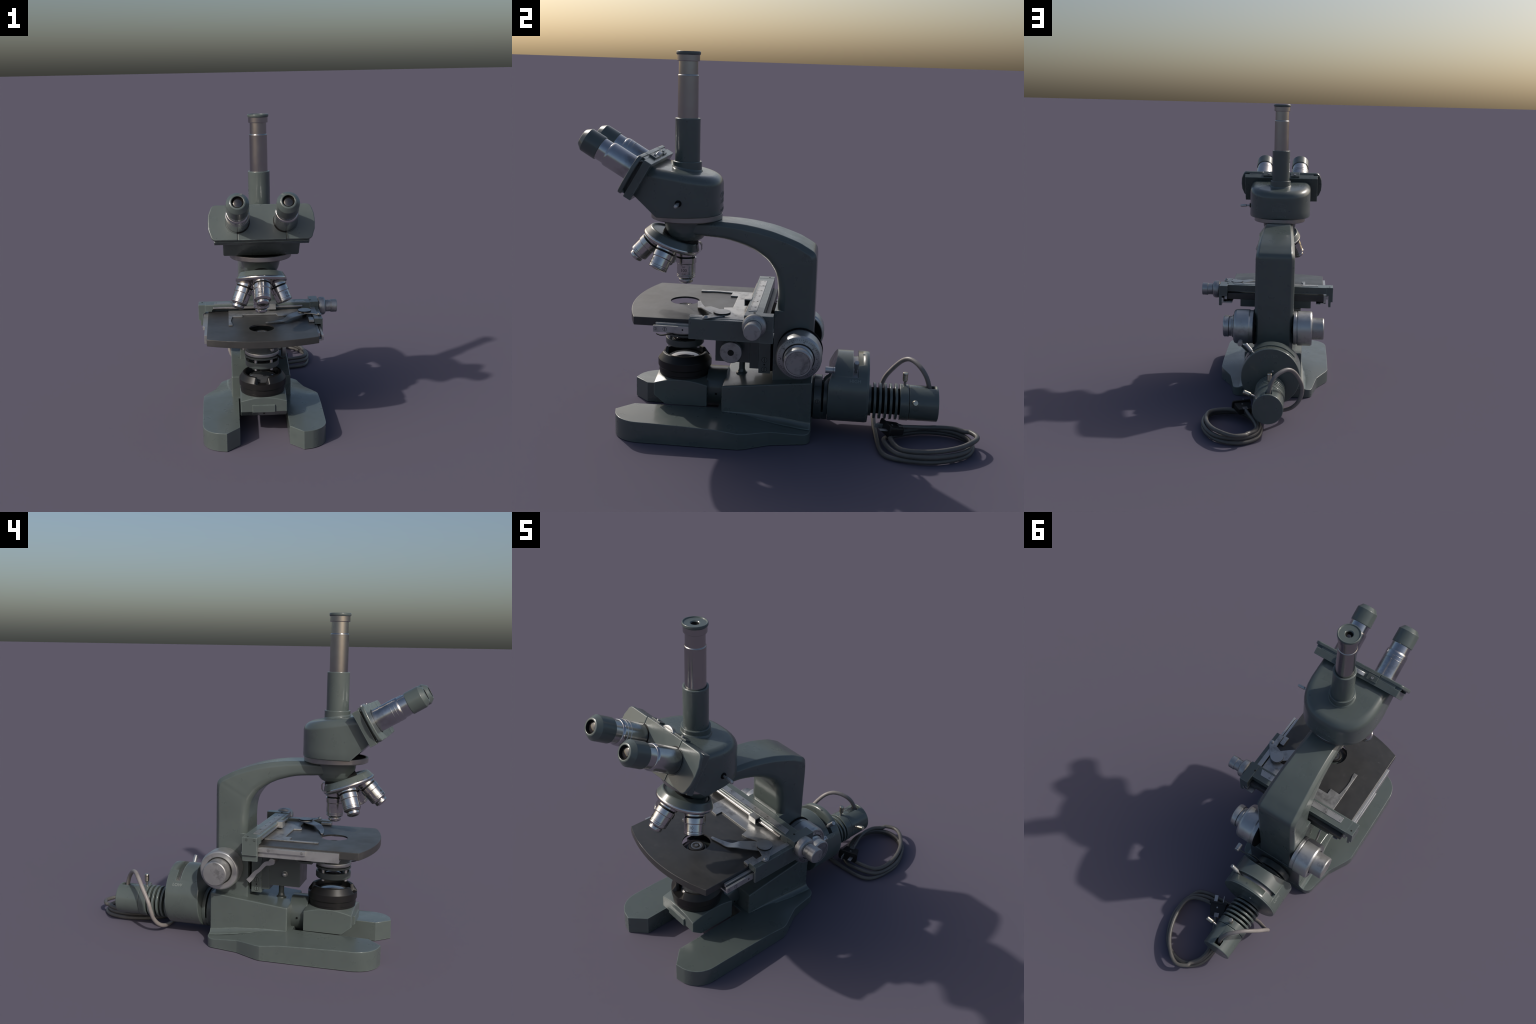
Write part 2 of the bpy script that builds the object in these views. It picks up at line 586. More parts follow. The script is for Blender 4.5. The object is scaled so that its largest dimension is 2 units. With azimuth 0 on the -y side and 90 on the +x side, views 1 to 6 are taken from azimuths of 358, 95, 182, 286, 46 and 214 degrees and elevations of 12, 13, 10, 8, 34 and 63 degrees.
for a, b in zip(st, st[1:]):
    n = 4 if a[0][1] > 0.65 else 2
    for k in range(n):
        i = st.index(a)
        p, q = st[max(i - 1, 0)], st[min(i + 2, len(st) - 1)]
        t = k / n
        def cr(f):
            w, x, y, z = f(p), f(a), f(b), f(q)
            return 0.5 * (2 * x + (y - w) * t + (2 * w - 5 * x + 4 * y - z) * t * t + (3 * x - w - 3 * y + z) * t ** 3)
        secs.append(arm_section((cr(lambda s: s[0][0]), cr(lambda s: s[0][1])), (cr(lambda s: s[1][0]), cr(lambda s: s[1][1])),
                                cr(lambda s: s[2]), cr(lambda s: s[3]), cr(lambda s: s[4])))
secs.append(arm_section(*st[-1]))
loft("limb", secs, "paint", ARM, smooth_angle=60)
# squared lower housing in front of the limb, with a ledge at its top
box("limb_housing", (XC - 0.1238, -0.034, 0.268), (XC + 0.1238, 0.06, 0.636), "paint", ARM, 0.004)
# head socket bowl under the ring
lathe("head_socket", [(0, 1.0565), (0.116, 1.0565), (0.111, 1.022), (0.104, 0.995), (0.094, 0.972), (0.078, 0.953), (0.060, 0.944), (0, 0.942)],
      frame((XC, -0.493, 0), (0, 0, 1)), "paint", ARM, 72, 0.004)
lathe("head_socket_neck", [(0, 0.950), (0.054, 0.950), (0.054, 0.921), (0.049, 0.918), (0.049, 0.880), (0, 0.880)], frame((XC, -0.490, 0), (0, 0, -1)) @ Matrix.Scale(-1, 4, (0, 0, 1)), "black", ARM, 48)

# ------------------------------------------------------------------ nosepiece
NOSE = bpy.data.objects.new("nosepiece", None)
bpy.context.collection.objects.link(NOSE)
NOSE.parent = ROOT
TH = math.radians(21.6)
APEX = Vector((XC, -0.496, 1.117))
down = Vector((0, -math.sin(TH), -math.cos(TH)))
MT = frame(APEX, down)
lathe("turret", [(0.0, 0.165, 0), (0.110, 0.165, 0), (0.117, 0.158, 0), (0.123, 0.158, 0), (0.127, 0.162, 0), (0.1435, 0.190, 1), (0.1465, 0.195, 1), (0.1465, 0.203, 1),
                 (0.139, 0.212, 1), (0.112, 0.219, 1), (0.100, 0.2235, 1), (0.05, 0.231, 1), (0, 0.232, 1)], MT, ["paint", "chrome"], NOSE, 96, 0.0025)
lathe("turret_hub", [(0, 0.120), (0.055, 0.120), (0.060, 0.168), (0, 0.168)], MT, "void", NOSE, 48)
lathe("turret_pivot", [(0, 0.225), (0.020, 0.225), (0.018, 0.243), (0.010, 0.249), (0, 0.250)], MT, "chrome", NOSE, 32)

def objective(name, az, prof, tmark, roll=0.0):
    # direction tilted TH from the turret axis, azimuth az about it
    e1 = Vector((1, 0, 0))
    e2 = down.cross(e1)
    d = down * math.cos(TH) + (e1 * math.cos(az) + e2 * math.sin(az)) * math.sin(TH)
    M = frame(APEX, d, Vector((0, 1, 0.3)))
    o = lathe(name, prof, M, ["chrome", "groove", "lens", "ringmetal"], NOSE, 64, 0.0012)
    if tmark:
        body, ang, h, size = tmark
        def place(x, y, z, M=M, ang=ang, h=h):
            a = ang + x / 0.0468
            r = 0.0468 + z
            return M @ Vector((r * math.cos(a), r * math.sin(a), h - y))
        text("magnification_mark", body, size, place, "ink", NOSE, 0.0007)
    return o, M

def long_prof(L, tip=0.034, shift=0.0):
    s = shift
    return [(0, 0.20, 0), (0.0530, 0.20, 0), (0.0510, 0.2545 + s, 1), (0.044, 0.2555 + s, 1), (0.044, 0.262 + s, 0), (0.0505, 0.264 + s, 0), (0.0505, 0.291 + s, 0), (0.0480, 0.2925 + s, 3), (0.0468, 0.2940 + s, 0),
            (0.0468, L - 0.050, 0), (0.0459, L - 0.0494, 3), (0.0459, L - 0.0484, 0), (0.0468, L - 0.0478, 0), (0.0468, L - 0.042, 0), (0.0459, L - 0.0414, 3), (0.0459, L - 0.0404, 0), (0.0468, L - 0.0398, 0),
            (0.0468, L - 0.034, 0), (0.0385, L - 0.027, 0), (0.035, L - 0.0255, 1), (0.033, L - 0.023, 0), (tip + 0.001, L - 0.021, 0), (tip + 0.001, L - 0.008, 0), (tip - 0.009, L - 0.001, 0),
            (0.018, L, 0), (0.015, L - 0.002, 2), (0, L - 0.004, 2)]

def short_prof(L):
    p = [q for q in long_prof(L + 0.030, 0.034) if q[1] < L - 0.003]
    return p + [(0.0468, L - 0.010, 0), (0.036, L - 0.001, 0), (0.026, L, 0), (0.022, L - 0.004, 1), (0.020, L - 0.008, 2), (0, L - 0.006, 2)]

# rear objective stands upright over the stage; the others fan forwards
PO = dict(rear=math.pi / 2, front=-math.pi / 2)
e2y = down.cross(Vector((1, 0, 0))).y
rear_az = math.pi / 2 if e2y > 0 else -math.pi / 2
objective("objective", rear_az, long_prof(0.397), None)
objective("objective", -rear_az, long_prof(0.384), None)
objective("objective", 0.0, short_prof(0.352), None)
objective("objective", PI, long_prof(0.384), None)

def obj_mark(az, h, lines, view_from):
    e1 = Vector((1, 0, 0))
    e2 = down.cross(e1)
    d = down * math.cos(TH) + (e1 * math.cos(az) + e2 * math.sin(az)) * math.sin(TH)
    M = frame(APEX, d)
    v = M.to_3x3().inverted() @ (Vector(view_from) - (APEX + d * 0.33))
    a0 = math.atan2(v.y, v.x)
    for body, dh, size in lines:
        def place(x, y, z, a0=a0, hh=h + dh):
            a = a0 - x / 0.0468
            r = 0.0468 + z
            return M @ Vector((r * math.cos(a), r * math.sin(a), hh - y))
        text("magnification_mark", body, size, place, "ink", NOSE, 0.0008)

obj_mark(rear_az, 0.325, [("100", 0.0, 0.022), ("1.30", 0.018, 0.012), ("HI", -0.018, 0.012)], (4.0, -0.9, 1.2))
obj_mark(0.0, 0.312, [("10", 0.0, 0.022), ("0.25", 0.017, 0.012)], (2.0, -3.4, 2.4))
obj_mark(-rear_az, 0.325, [("40", 0.0, 0.020), ("0.65", 0.018, 0.011)], (-1.4, -5.0, 1.0))
# click-stop spring at the rear edge of the turret
cl = [Vector((XC, -0.452, 0.928)), Vector((XC, -0.428, 0.932)), Vector((XC, -0.419, 0.918)), Vector((XC, -0.420, 0.893)), Vector((XC, -0.428, 0.882))]
secs = [[(XC + s * 0.011, p.y - 0.0015, p.z - 0.0015) for s in (-1, 1)] + [(XC + s * 0.011, p.y + 0.0022, p.z + 0.0022) for s in (1, -1)] for p in cl]
loft("click_spring", secs, "ringmetal", NOSE)

# ------------------------------------------------------------------ head ring and head
HEAD = bpy.data.objects.new("head", None)
bpy.context.collection.objects.link(HEAD)
HEAD.parent = ROOT
lathe("head_ring", [(0, 1.058, 1), (0.118, 1.058, 1), (0.120, 1.055, 0), (0.171, 1.0535, 0), (0.1762, 1.058, 0), (0.1762, 1.0815, 0), (0.1735, 1.0830, 0), (0.162, 1.0830, 1), (0.158, 1.0740, 1), (0, 1.0740, 1)],
      frame((XC, -0.495, 0), (0, 0, 1)), ["ringmetal", "void"], HEAD, 96)

d_ax = Vector((0, -0.8616, 0.5075))      # eyepiece direction
u_ax = Vector((0, 0.5075, 0.8616))       # up along the eyepiece plate

def build_head():
    a, b, yc, n = 0.211, 0.246, -0.564, 2.55
    Rt = 0.044
    def outline(inset):
        pts = []
        A, B = a - inset, b - inset
        K = 40
        for k in range(K + 1):
            t = PI * k / K
            c, s = math.cos(t), math.sin(t)
            pts.append((A * math.copysign(abs(c) ** (2 / n), c), yc + B * abs(s) ** (2 / n)))
        front = [(-A, yc - 0.10), (-A, yc - 0.20), (-A, yc - 0.36)]
        return pts + front + [(-x, y) for x, y in front[::-1]]
    def ztop(y):
        return 1.298 - 0.165 * (y + 0.495)
    bm = bmesh.new()
    levels = [(0.007, "b", 1.0840), (0.0015, "b", 1.0880), (0.0, "b", 1.094), (0.0, "b", 1.13), (0.0, "b", 1.17), (0.0, "b", 1.21)]
    rings = []
    for ins, _, z in levels:
        rings.append([bm.verts.new((XC + x, y, z)) for x, y in outline(ins)])
    for k in range(0, 9):
        th = k / 8 * PI / 2
        ins = Rt * (1 - math.cos(th))
        rings.append([bm.verts.new((XC + x, y, ztop(y) - Rt * (1 - math.sin(th)))) for x, y in outline(ins)])
    for A, B in zip(rings, rings[1:]):
        m = len(A)
        for k in range(m):
            j = (k + 1) % m
            bm.faces.new((A[k], A[j], B[j], B[k]))
    bm.faces.new(rings[0][::-1])
    bm.faces.new(rings[-1])
    bmesh.ops.triangulate(bm, faces=[f for f in bm.faces if len(f.verts) > 4])
    # cut by the eyepiece plate plane and by the sloping chin
    for co, no in ((d_ax * 1.225, d_ax), ((0, -0.608, 1.0885), (0, -0.690, -0.724))):
        r = bmesh.ops.bisect_plane(bm, geom=bm.verts[:] + bm.edges[:] + bm.faces[:], plane_co=co, plane_no=no, clear_outer=True)
        ed = [e for e in r["geom_cut"] if isinstance(e, bmesh.types.BMEdge)]
        bmesh.ops.contextual_create(bm, geom=ed)
    bmesh.ops.remove_doubles(bm, verts=bm.verts, dist=1e-5)
    return finish(bm_mesh(bm, "head_body"), "head_body", "paint", HEAD, smooth_angle=30)
hb = build_head()
md = hb.modifiers.new("bevel", "BEVEL")
md.width = 0.004; md.segments = 2; md.limit_method = "ANGLE"; md.angle_limit = math.radians(28)
apply_mods(hb)
hb.data.shade_smooth(); hb.data.set_sharp_from_angle(angle=math.radians(40))

# eyepiece plate assembly; local frame: x across, y up the plate, z along the eyepieces
def mp(s):
    m = Matrix((Vector((1, 0, 0)), u_ax, d_ax)).transposed().to_4x4()
    m = Matrix(((1, 0, 0, XC), (0, u_ax.y, d_ax.y, 0), (0, u_ax.z, d_ax.z, 0), (0, 0, 0, 1)))
    return m
MP = mp(0)
T0, T1 = 0.645, 0.849
TM = 0.748
box("back_plate", (-0.258, T0 - 0.002, 1.212), (0.258, T1 - 0.005, 1.2515), "paint", HEAD, 0.003, MP)
box("slide_tongue", (-0.228, T0 + 0.004, 1.2505), (0.228, T1 - 0.0045, 1.2665), "paint", HEAD, 0.001, MP)
# dovetail lips along the slide
for t0, t1 in ((T0 + 0.030, T0 + 0.014), (T1 - 0.030, T1 - 0.014)):
    for s in (-1, 1):
        pts = [(t0, 1.2655), (t1, 1.2655), (t1, 1.252), ((t0 + t1) / 2, 1.262)]
        MX = MP @ Matrix(((0, 0, 1, 0), (1, 0, 0, 0), (0, 1, 0, 0), (0, 0, 0, 1)))
        a0, a1 = sorted((s * 0.13, s * 0.262))
        prism("dovetail_lip", pts, a0, a1, "paint", HEAD, MX, 0.0006, 1)
# three front panels with a narrow seam under each tube
def panel(s):
    r = 0.030
    pts = [(0.1305, T0)]
    for k in range(6):
        a = -PI / 2 + k / 5 * (PI / 2 - 0.12)
        pts.append((0.246 + r * math.cos(a), T0 + r + r * math.sin(a)))
    pts += [(0.2865, TM - 0.045), (0.2895, TM), (0.2865, TM + 0.045)]
    for k in range(6):
        a = 0.12 + k / 5 * (PI / 2 - 0.12)
        pts.append((0.246 + r * math.cos(a), T1 - r + r * math.sin(a)))
    pts.append((0.1305, T1))
    if s < 0:
        pts = [(-x, y) for x, y in pts[::-1]]
    return prism("sliding_panel", pts, 1.2645, 1.2845, "paint", HEAD, MP, 0.0055, 3)
panel(1)
panel(-1)
box("centre_panel", (-0.1290, T0, 1.2645), (0.1290, T1, 1.2838), "paint", HEAD, 0.002, MP)
# thumb wheel and its bearing plates on the top edge
whl = lathe("thumb_wheel", [(0, 1.2285), (0.049, 1.2285), (0.051, 1.2305), (0.051, 1.2485), (0.049, 1.2505), (0, 1.2505)], MP @ Matrix.Translation((-0.010, 0.812, 0)), "silver", HEAD, 72)
for x0, x1 in ((-0.128, -0.066), (0.046, 0.128)):
    box("wheel_bearing", (x0, T1 - 0.012, 1.226), (x1, T1 + 0.0045, 1.2600), "paint_dark_shaded", HEAD, 0.0015, MP)
    screw("bearing_screw", MP @ Vector(((x0 + x1) / 2, T1 + 0.004, 1.243)), u_ax, 0.0075, HEAD, "silver", True, 0.005)

# eyepieces
def eyepiece(x, rings):
    M = MP @ Matrix.Translation((x, TM, 0))
    S = 1.2835
    p = [(0, S - 0.01, 1), (0.067, S - 0.01, 1), (0.067, S + 0.002, 2), (0.0655, S + 0.0025, 2), (0.0655, S + 0.0005, 2), (0.0622, S + 0.0005, 1)]
    for h in rings:
        p += [(0.0622, h - 0.002, 1), (0.0637, h - 0.0015, 1), (0.0637, h + 0.0015, 1), (0.0622, h + 0.002, 1)]
    p += [(0.0622, 1.423, 1), (0.0590, 1.4315, 1), (0.0555, 1.4325, 1), (0.0555, 1.473, 0), (0.0600, 1.474, 0), (0.0607, 1.477, 0), (0.0598, 1.551, 0), (0.0415, 1.5735, 0), (0.0355, 1.5755, 0), (0.0315, 1.5745, 2), (0.0310, 1.556, 2)]
    p += [(0.0305, 1.5560, 3)] + [(0.030 * math.cos(k / 5 * PI / 2), 1.5565 + 0.010 * math.sin(k / 5 * PI / 2), 3) for k in range(1, 6)]
    p[-1] = (0, p[-1][1], 3)
    return lathe("eyepiece", p, M, ["cup", "barrel", "groove", "lens"], HEAD, 72, 0.0016)
eyepiece(0.1295, [])
eyepiece(-0.1295, [1.385, 1.406])

# photo tube
TUBE = bpy.data.objects.new("photo_tube", None)
bpy.context.collection.objects.link(TUBE)
TUBE.parent = ROOT
MTU = frame((XC - 0.0005, -0.495, 0), (0, 0, 1))
lathe("tube_collar", [(0, 1.22), (0.0735, 1.22), (0.0705, 1.302), (0.0705, 1.3335), (0.069, 1.3355), (0, 1.3355)], MTU, "paint", TUBE, 72, 0.002)
lathe("tube_sleeve", [(0, 1.33), (0.0608, 1.33), (0.0612, 1.541), (0.0595, 1.5435), (0.052, 1.5435), (0.051, 1.541), (0, 1.541)], MTU, "paint", TUBE, 72, 0.002)
lathe("draw_tube", [(0, 1.53), (0.0500, 1.53), (0.0495, 1.7405), (0.0500, 1.7410), (0.0500, 1.7455), (0.0465, 1.7485), (0.0462, 1.8120), (0, 1.8120)], MTU, "tube", TUBE, 72, 0.0015)
# flared fillet at the foot of the collar (the head top slopes)
lathe("tube_foot", [(0, -0.02), (0.080, -0.02), (0.0765, 0.0015), (0.0735, 0.0045), (0.0715, 0.0095), (0, 0.0095)],
      frame((XC, -0.4945, 1.2975), (0, 0.163, 0.9866)), "paint", TUBE, 72, 0.002)
lathe("tube_cap", [(0, 1.8110, 1), (0.0535, 1.8110, 1), (0.0545, 1.8130, 1), (0.0545, 1.8400, 1), (0.0560, 1.8405, 0), (0.0590, 1.8460, 0), (0.0588, 1.8545, 0), (0.0565, 1.8575, 0), (0.0525, 1.8565, 0),
                   (0.0510, 1.8525, 0), (0.0225, 1.8515, 0), (0.0185, 1.8470, 2), (0.0165, 1.8330, 3), (0.010, 1.8365, 3), (0, 1.8375, 3)], MTU, ["cup", "tube", "groove", "lens"], TUBE, 72, 0.0012)

# prism changeover pin on the right side of the head
cyl("pin_dark_disc", (XC + 0.2085, -0.499, 1.157), (XC + 0.2125, -0.499, 1.157), 0.016, "void", HEAD, 0.001)  # black disc on the head's side stands in for the pin's hole
lathe("changeover_pin", [(0, 0), (0.0060, 0), (0.0060, 0.026), (0.0092, 0.030), (0.0092, 0.062), (0.0070, 0.070), (0, 0.072)], frame((XC + 0.2065, -0.499, 1.157), (1, -0.01, -0.06)), "silver", HEAD, 24)

# lettering on the back of the head
def head_back(x0, z0):
    def f(x, y, z):
        X = x0 + x
        yc, a, b, n = -0.564, 0.211, 0.246, 2.55
        yy = yc + b * (1 - min(0.999, abs(X) / a) ** n) ** (1 / n)
        return Vector((XC - X, yy + z, z0 + y))
    return f
text("maker_name", "DEITER", 0.030, head_back(0, 1.1475), "faint", HEAD, 0.0008)
text("serial_number", "No 580175", 0.022, head_back(0, 1.1050), "faint", HEAD, 0.0008)
def lens_logo():
    bm = bmesh.new()
    f = head_back(0, 1.1785)
    def band(fx, fy, w, n=48, a0=0, a1=2 * PI):
        prev = None
        for k in range(n + 1):
            t = a0 + (a1 - a0) * k / n
            c, s = math.cos(t), math.sin(t)
            i = bm.verts.new(f((fx - w) * c, (fy - w) * s, 0.0005))
            o = bm.verts.new(f(fx * c, fy * s, 0.0005))
            i2 = bm.verts.new(f((fx - w) * c, (fy - w) * s, -0.001))
            o2 = bm.verts.new(f(fx * c, fy * s, -0.001))
            if prev:
                pi, po, pi2, po2 = prev
                bm.faces.new((pi, po, o, i))
                bm.faces.new((po, po2, o2, o))
                bm.faces.new((pi2, pi, i, i2))
            prev = (i, o, i2, o2)
    band(0.053, 0.017, 0.0016)
    band(0.020, 0.0150, 0.0016)
    band(0.011, 0.0085, 0.0016)
    band(0.038, 0.0165, 0.0014)
    me = bm_mesh(bm, "maker_emblem")
    finish(me, "maker_emblem", "faint", HEAD, wn=False)
lens_logo()

# ------------------------------------------------------------------ stage
STAGE = bpy.data.objects.new("stage", None)
bpy.context.collection.objects.link(STAGE)
STAGE.parent = ROOT
cx, hw = XC - 0.0005, 0.3165
Rarc = (hw ** 2 + 0.064 ** 2) / (2 * 0.064)
front = []
for k in range(25):
    x = -hw + 2 * hw * k / 24
    front.append((cx + x, -0.7515 + Rarc - math.sqrt(Rarc ** 2 - x * x)))
pts = front + [(cx + hw, -0.05), (cx - hw, -0.05)]
sp = prism("stage_plate", pts, 0.585, 0.6255, "stage", STAGE, None, 0.003, 2, 25)
ap = prism("cut", [(XC + 0.0735 * math.cos(k / 64 * 2 * PI), -0.499 + 0.0735 * math.sin(k / 64 * 2 * PI)) for k in range(64)], 0.57, 0.64, "void", None, None, 0)
boolean(sp, ap)
# hollow underside, leaving a thin top plate with a deep rim
pk = prism("cut", [(cx - 0.295, -0.672), (cx - 0.15, -0.712), (cx, -0.728), (cx + 0.15, -0.712), (cx + 0.295, -0.672), (cx + 0.295, -0.345), (cx - 0.295, -0.345)], 0.57, 0.6165, "void", None, None, 0)
boolean(sp, pk)

# side rails
RX = -0.3705
box("side_rail", (RX - 0.0165, -0.586, 0.5655), (RX - 0.0005, -0.080, 0.6170), "silver", STAGE, 0.0012)
box("rail_foot", (RX + 0.0200, -0.584, 0.5655), (RX + 0.0480, -0.045, 0.5725), "silver", STAGE, 0.001)
box("rail_foot", (RX - 0.0150, -0.584, 0.5650), (RX + 0.0210, -0.080, 0.5715), "silver", STAGE, 0.001)
box("rail_gib", (RX - 0.0285, -0.4105, 0.5935), (RX - 0.0160, -0.085, 0.6165), "silver", STAGE, 0.0015)
for y in (-0.39, -0.21):
    screw("gib_screw", (RX - 0.0285, y, 0.605), (-1, 0, 0), 0.006, STAGE, "silver")
box("side_rail", (0.2865, -0.586, 0.5680), (0.2990, -0.020, 0.6000), "silver", STAGE, 0.0012)
box("rail_foot", (0.2300, -0.584, 0.5650), (0.2880, -0.020, 0.5740), "silver", STAGE, 0.001)
box("rail_track", (0.2635, -0.578, 0.5900), (0.2800, -0.020, 0.6090), "silver", STAGE, 0.0012)
for y, r in ((-0.575, 0.006), (-0.530, 0.0085)):
    screw("rail_screw", (0.2990, y, 0.584), (1, 0, 0), r, STAGE, "silver")
cyl("rail_pin", (0.2985, -0.446, 0.585), (0.2996, -0.446, 0.585), 0.004, "void", STAGE, 0.0003)

# mechanical stage carriage
MECH = bpy.data.objects.new("mechanical_stage", None)
bpy.context.collection.objects.link(MECH)
MECH.parent = ROOT
# right-hand carriage block (profile along y)
prof = [(0.2630, 0.6465), (0.3130, 0.6465), (0.3130, 0.5480), (0.3010, 0.5480), (0.3010, 0.6130), (0.2630, 0.6130)]
MY = Matrix(((1, 0, 0, 0), (0, 0, -1, 0), (0, 1, 0, 0), (0, 0, 0, 1)))
prism("carriage_block", prof, 0.026, 0.4155, "paint", MECH, MY, 0.002)
prism("carriage_strip", [(0.2625, -0.4130), (0.2900, -0.4130), (0.2900, -0.1600), (0.2625, -0.1600)], 0.6460, 0.6485, "plate", MECH, None, 0.0008)
box("carriage_tab", (0.2310, -0.4230, 0.6275), (0.2615, -0.3620, 0.6430), "plate", MECH, 0.0025)
# rear hook block
box("carriage_hook", (0.2620, -0.1560, 0.6100), (0.3165, -0.0200, 0.6790), "paint", MECH, 0.002)
box("carriage_hook_leg", (0.2980, -0.0850, 0.5480), (0.3163, -0.0195, 0.6150), "paint", MECH, 0.0015)
box("carriage_rear_stop", (0.2750, -0.0700, 0.5720), (0.2990, -0.0230, 0.6000), "void", MECH, 0.001)
# cross bar with scale; its lower front is hollowed between the ends
def bar_section(x, hollow):
    y0, y1, zt = -0.1575, -0.0735, 0.6755
    zb = 0.6340 + 0.014 * hollow
    yb = y0 + 0.020 * hollow
    return [(x, y0 + 0.003, zt), (x, y1, zt), (x, y1, 0.632), (x, yb + 0.02, 0.632), (x, yb, zb), (x, y0, zb + 0.010), (x, y0, zt - 0.003)]
xs = [-0.3895 + k * (0.2635 + 0.3895) / 48 for k in range(49)]
secs = []
for x in xs:
    h = max(0.0, min(1.0, (x + 0.350) / 0.03, (0.220 - x) / 0.03))
    h = h * h * (3 - 2 * h)
    secs.append(bar_section(x, h)[::-1])
loft("cross_bar", secs, "paint", MECH, smooth_angle=30)
# left end block with hooked lower jaw
prism("bar_end_block", [(-0.4315, 0.6765), (-0.4315, 0.5790), (-0.4190, 0.5790), (-0.4190, 0.5450), (-0.4030, 0.5450), (-0.4030, 0.6200), (-0.3890, 0.6240), (-0.3890, 0.6765)],
      0.0735, 0.1560, "paint", MECH, MY, 0.0018)
for y, z, r in ((-0.142, 0.663, 0.006), (-0.098, 0.663, 0.006), (-0.120, 0.640, 0.0035)):
    screw("end_screw", (-0.4315, y, z), (-1, 0, 0), r, MECH, "paint_dark_shaded", r > 0.004)
screw("bar_screw", (-0.410, -0.100, 0.6765), (0, 0, 1), 0.005, MECH, "groove", False)
screw("bar_screw", (0.268, -0.112, 0.679), (0, 0, 1), 0.006, MECH, "groove", False)
# engraved scale
prism("scale_plate", [(-0.333, -0.1440), (0.238, -0.1440), (0.224, -0.1060), (-0.333, -0.1060)], 0.6750, 0.6778, "plate", MECH, None, 0.0006)
ticks = []
for k in range(56):
    x = -0.326 + k * 0.0099
    L = 0.014 if k % 10 == 0 else (0.010 if k % 5 == 0 else 0.0065)
    ticks.append(box("tick", (x - 0.0006, -0.1435, 0.6770), (x + 0.0006, -0.1435 + L, 0.6781), "ink", MECH, 0))
join(ticks, "scale_ticks", MECH, "stuff")
for k in range(6):
    x = -0.326 + k * 0.099
    text("scale_number", str(k * 10), 0.013, on_plane(Matrix.Translation((x + (0.006 if k == 0 else 0), -0.1190, 0.6776))), "ink", MECH, 0.0006)
# guide rod and rider
cyl("guide_rod", (-0.340, -0.1570, 0.6545), (0.215, -0.1570, 0.6545), 0.0080, "ringmetal", MECH)
rider = box("rider", (-0.0055, -0.1860, 0.6440), (0.0490, -0.1500, 0.6795), "plate", MECH, 0.002)
box("rider_dark_plate", (0.0470, -0.1825, 0.6480), (0.0500, -0.1540, 0.6745), "void", MECH, 0.001)  # black plate on the rider's side; no recess is cut
# slide holder plate
hold = [(-0.2455, -0.146), (-0.2455, -0.4455), (-0.2225, -0.4455), (-0.2225, -0.425), (-0.2305, -0.385), (-0.2305, -0.345), (-0.2215, -0.277), (-0.1605, -0.281), (-0.1605, -0.2415),
        (0.0465, -0.2415), (0.0550, -0.2840), (0.0900, -0.2800), (0.1350, -0.2600), (0.2600, -0.2580), (0.2600, -0.146)]
prism("slide_holder", hold[::-1], 0.6262, 0.6332, "plate", MECH, None, 0.0016)
# spring clip: curved finger, pivot, riveted tail
def clip():
    up = [(-0.028, -0.414), (0.03, -0.396), (0.082, -0.370), (0.114, -0.334), (0.150, -0.290), (0.185, -0.262)]
    lo = [(-0.024, -0.430), (0.03, -0.420), (0.092, -0.408), (0.154, -0.373), (0.205, -0.332), (0.246, -0.296)]
    U = catmull([(*p, 0) for p in up], 5)
    L = catmull([(*p, 0) for p in lo], 5)
    secs = []
    for i, (a, b) in enumerate(zip(U, L)):
        t = i / (len(U) - 1)
        z = 0.6310 + 0.0150 * min(1, max(0, (t - 0.38) / 0.16)) + 0.001 * t
        m = (a + b) / 2
        shrink = 1.0 if i > 1 else (0.55 if i == 0 else 0.9)
        a, b = m + (a - m) * shrink, m + (b - m) * shrink
        secs.append([(a.x, a.y, z), (b.x, b.y, z), (b.x, b.y, z + 0.0045), (a.x, a.y, z + 0.0045)])
    return loft("clip_finger", secs, "plate", MECH)
clip()
tail = [(0.218 + 0.042 * math.cos(a), -0.272 + 0.042 * math.sin(a)) for a in [math.radians(d) for d in range(30, 250, 20)]]
tail += [(0.262, -0.331), (0.288, -0.3525), (0.300, -0.3545), (0.311, -0.349), (0.3145, -0.338), (0.3120, -0.327), (0.288, -0.295), (0.262, -0.262)]
prism("clip_tail", tail, 0.6500, 0.6545, "plate", MECH, None, 0.0014)
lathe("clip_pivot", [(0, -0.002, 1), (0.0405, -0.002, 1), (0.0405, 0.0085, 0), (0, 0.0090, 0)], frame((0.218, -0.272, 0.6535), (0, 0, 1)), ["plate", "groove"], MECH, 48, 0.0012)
lathe("clip_post", [(0, 0), (0.013, 0), (0.013, 0.03), (0, 0.03)], frame((0.218, -0.272, 0.622), (0, 0, 1)), "void", MECH, 24)
lathe("clip_rivet", [(0, 0), (0.0100, 0), (0.0100, 0.004), (0.0075, 0.0085), (0, 0.0105)], frame((0.298, -0.338, 0.6530), (0, 0, 1)), "silver", MECH, 24, 0.002)
# traverse knob
lathe("traverse_knob", [(0, 0, 0), (0.045, 0, 0), (0.0545, 0.006, 0), (0.0565, 0.020, 0), (0.0555, 0.036, 0), (0.0475, 0.0455, 0), (0.0375, 0.0475, 1), (0.0365, 0.050, 0), (0.0365, 0.080, 0), (0.0400, 0.0815, 0), (0.0400, 0.1150, 0), (0.0375, 0.1185, 0), (0, 0.1190, 0)],
      frame((0.3165, -0.1060, 0.6370), (1, 0, 0)), ["dial", "groove"], MECH, 64, 0.002)

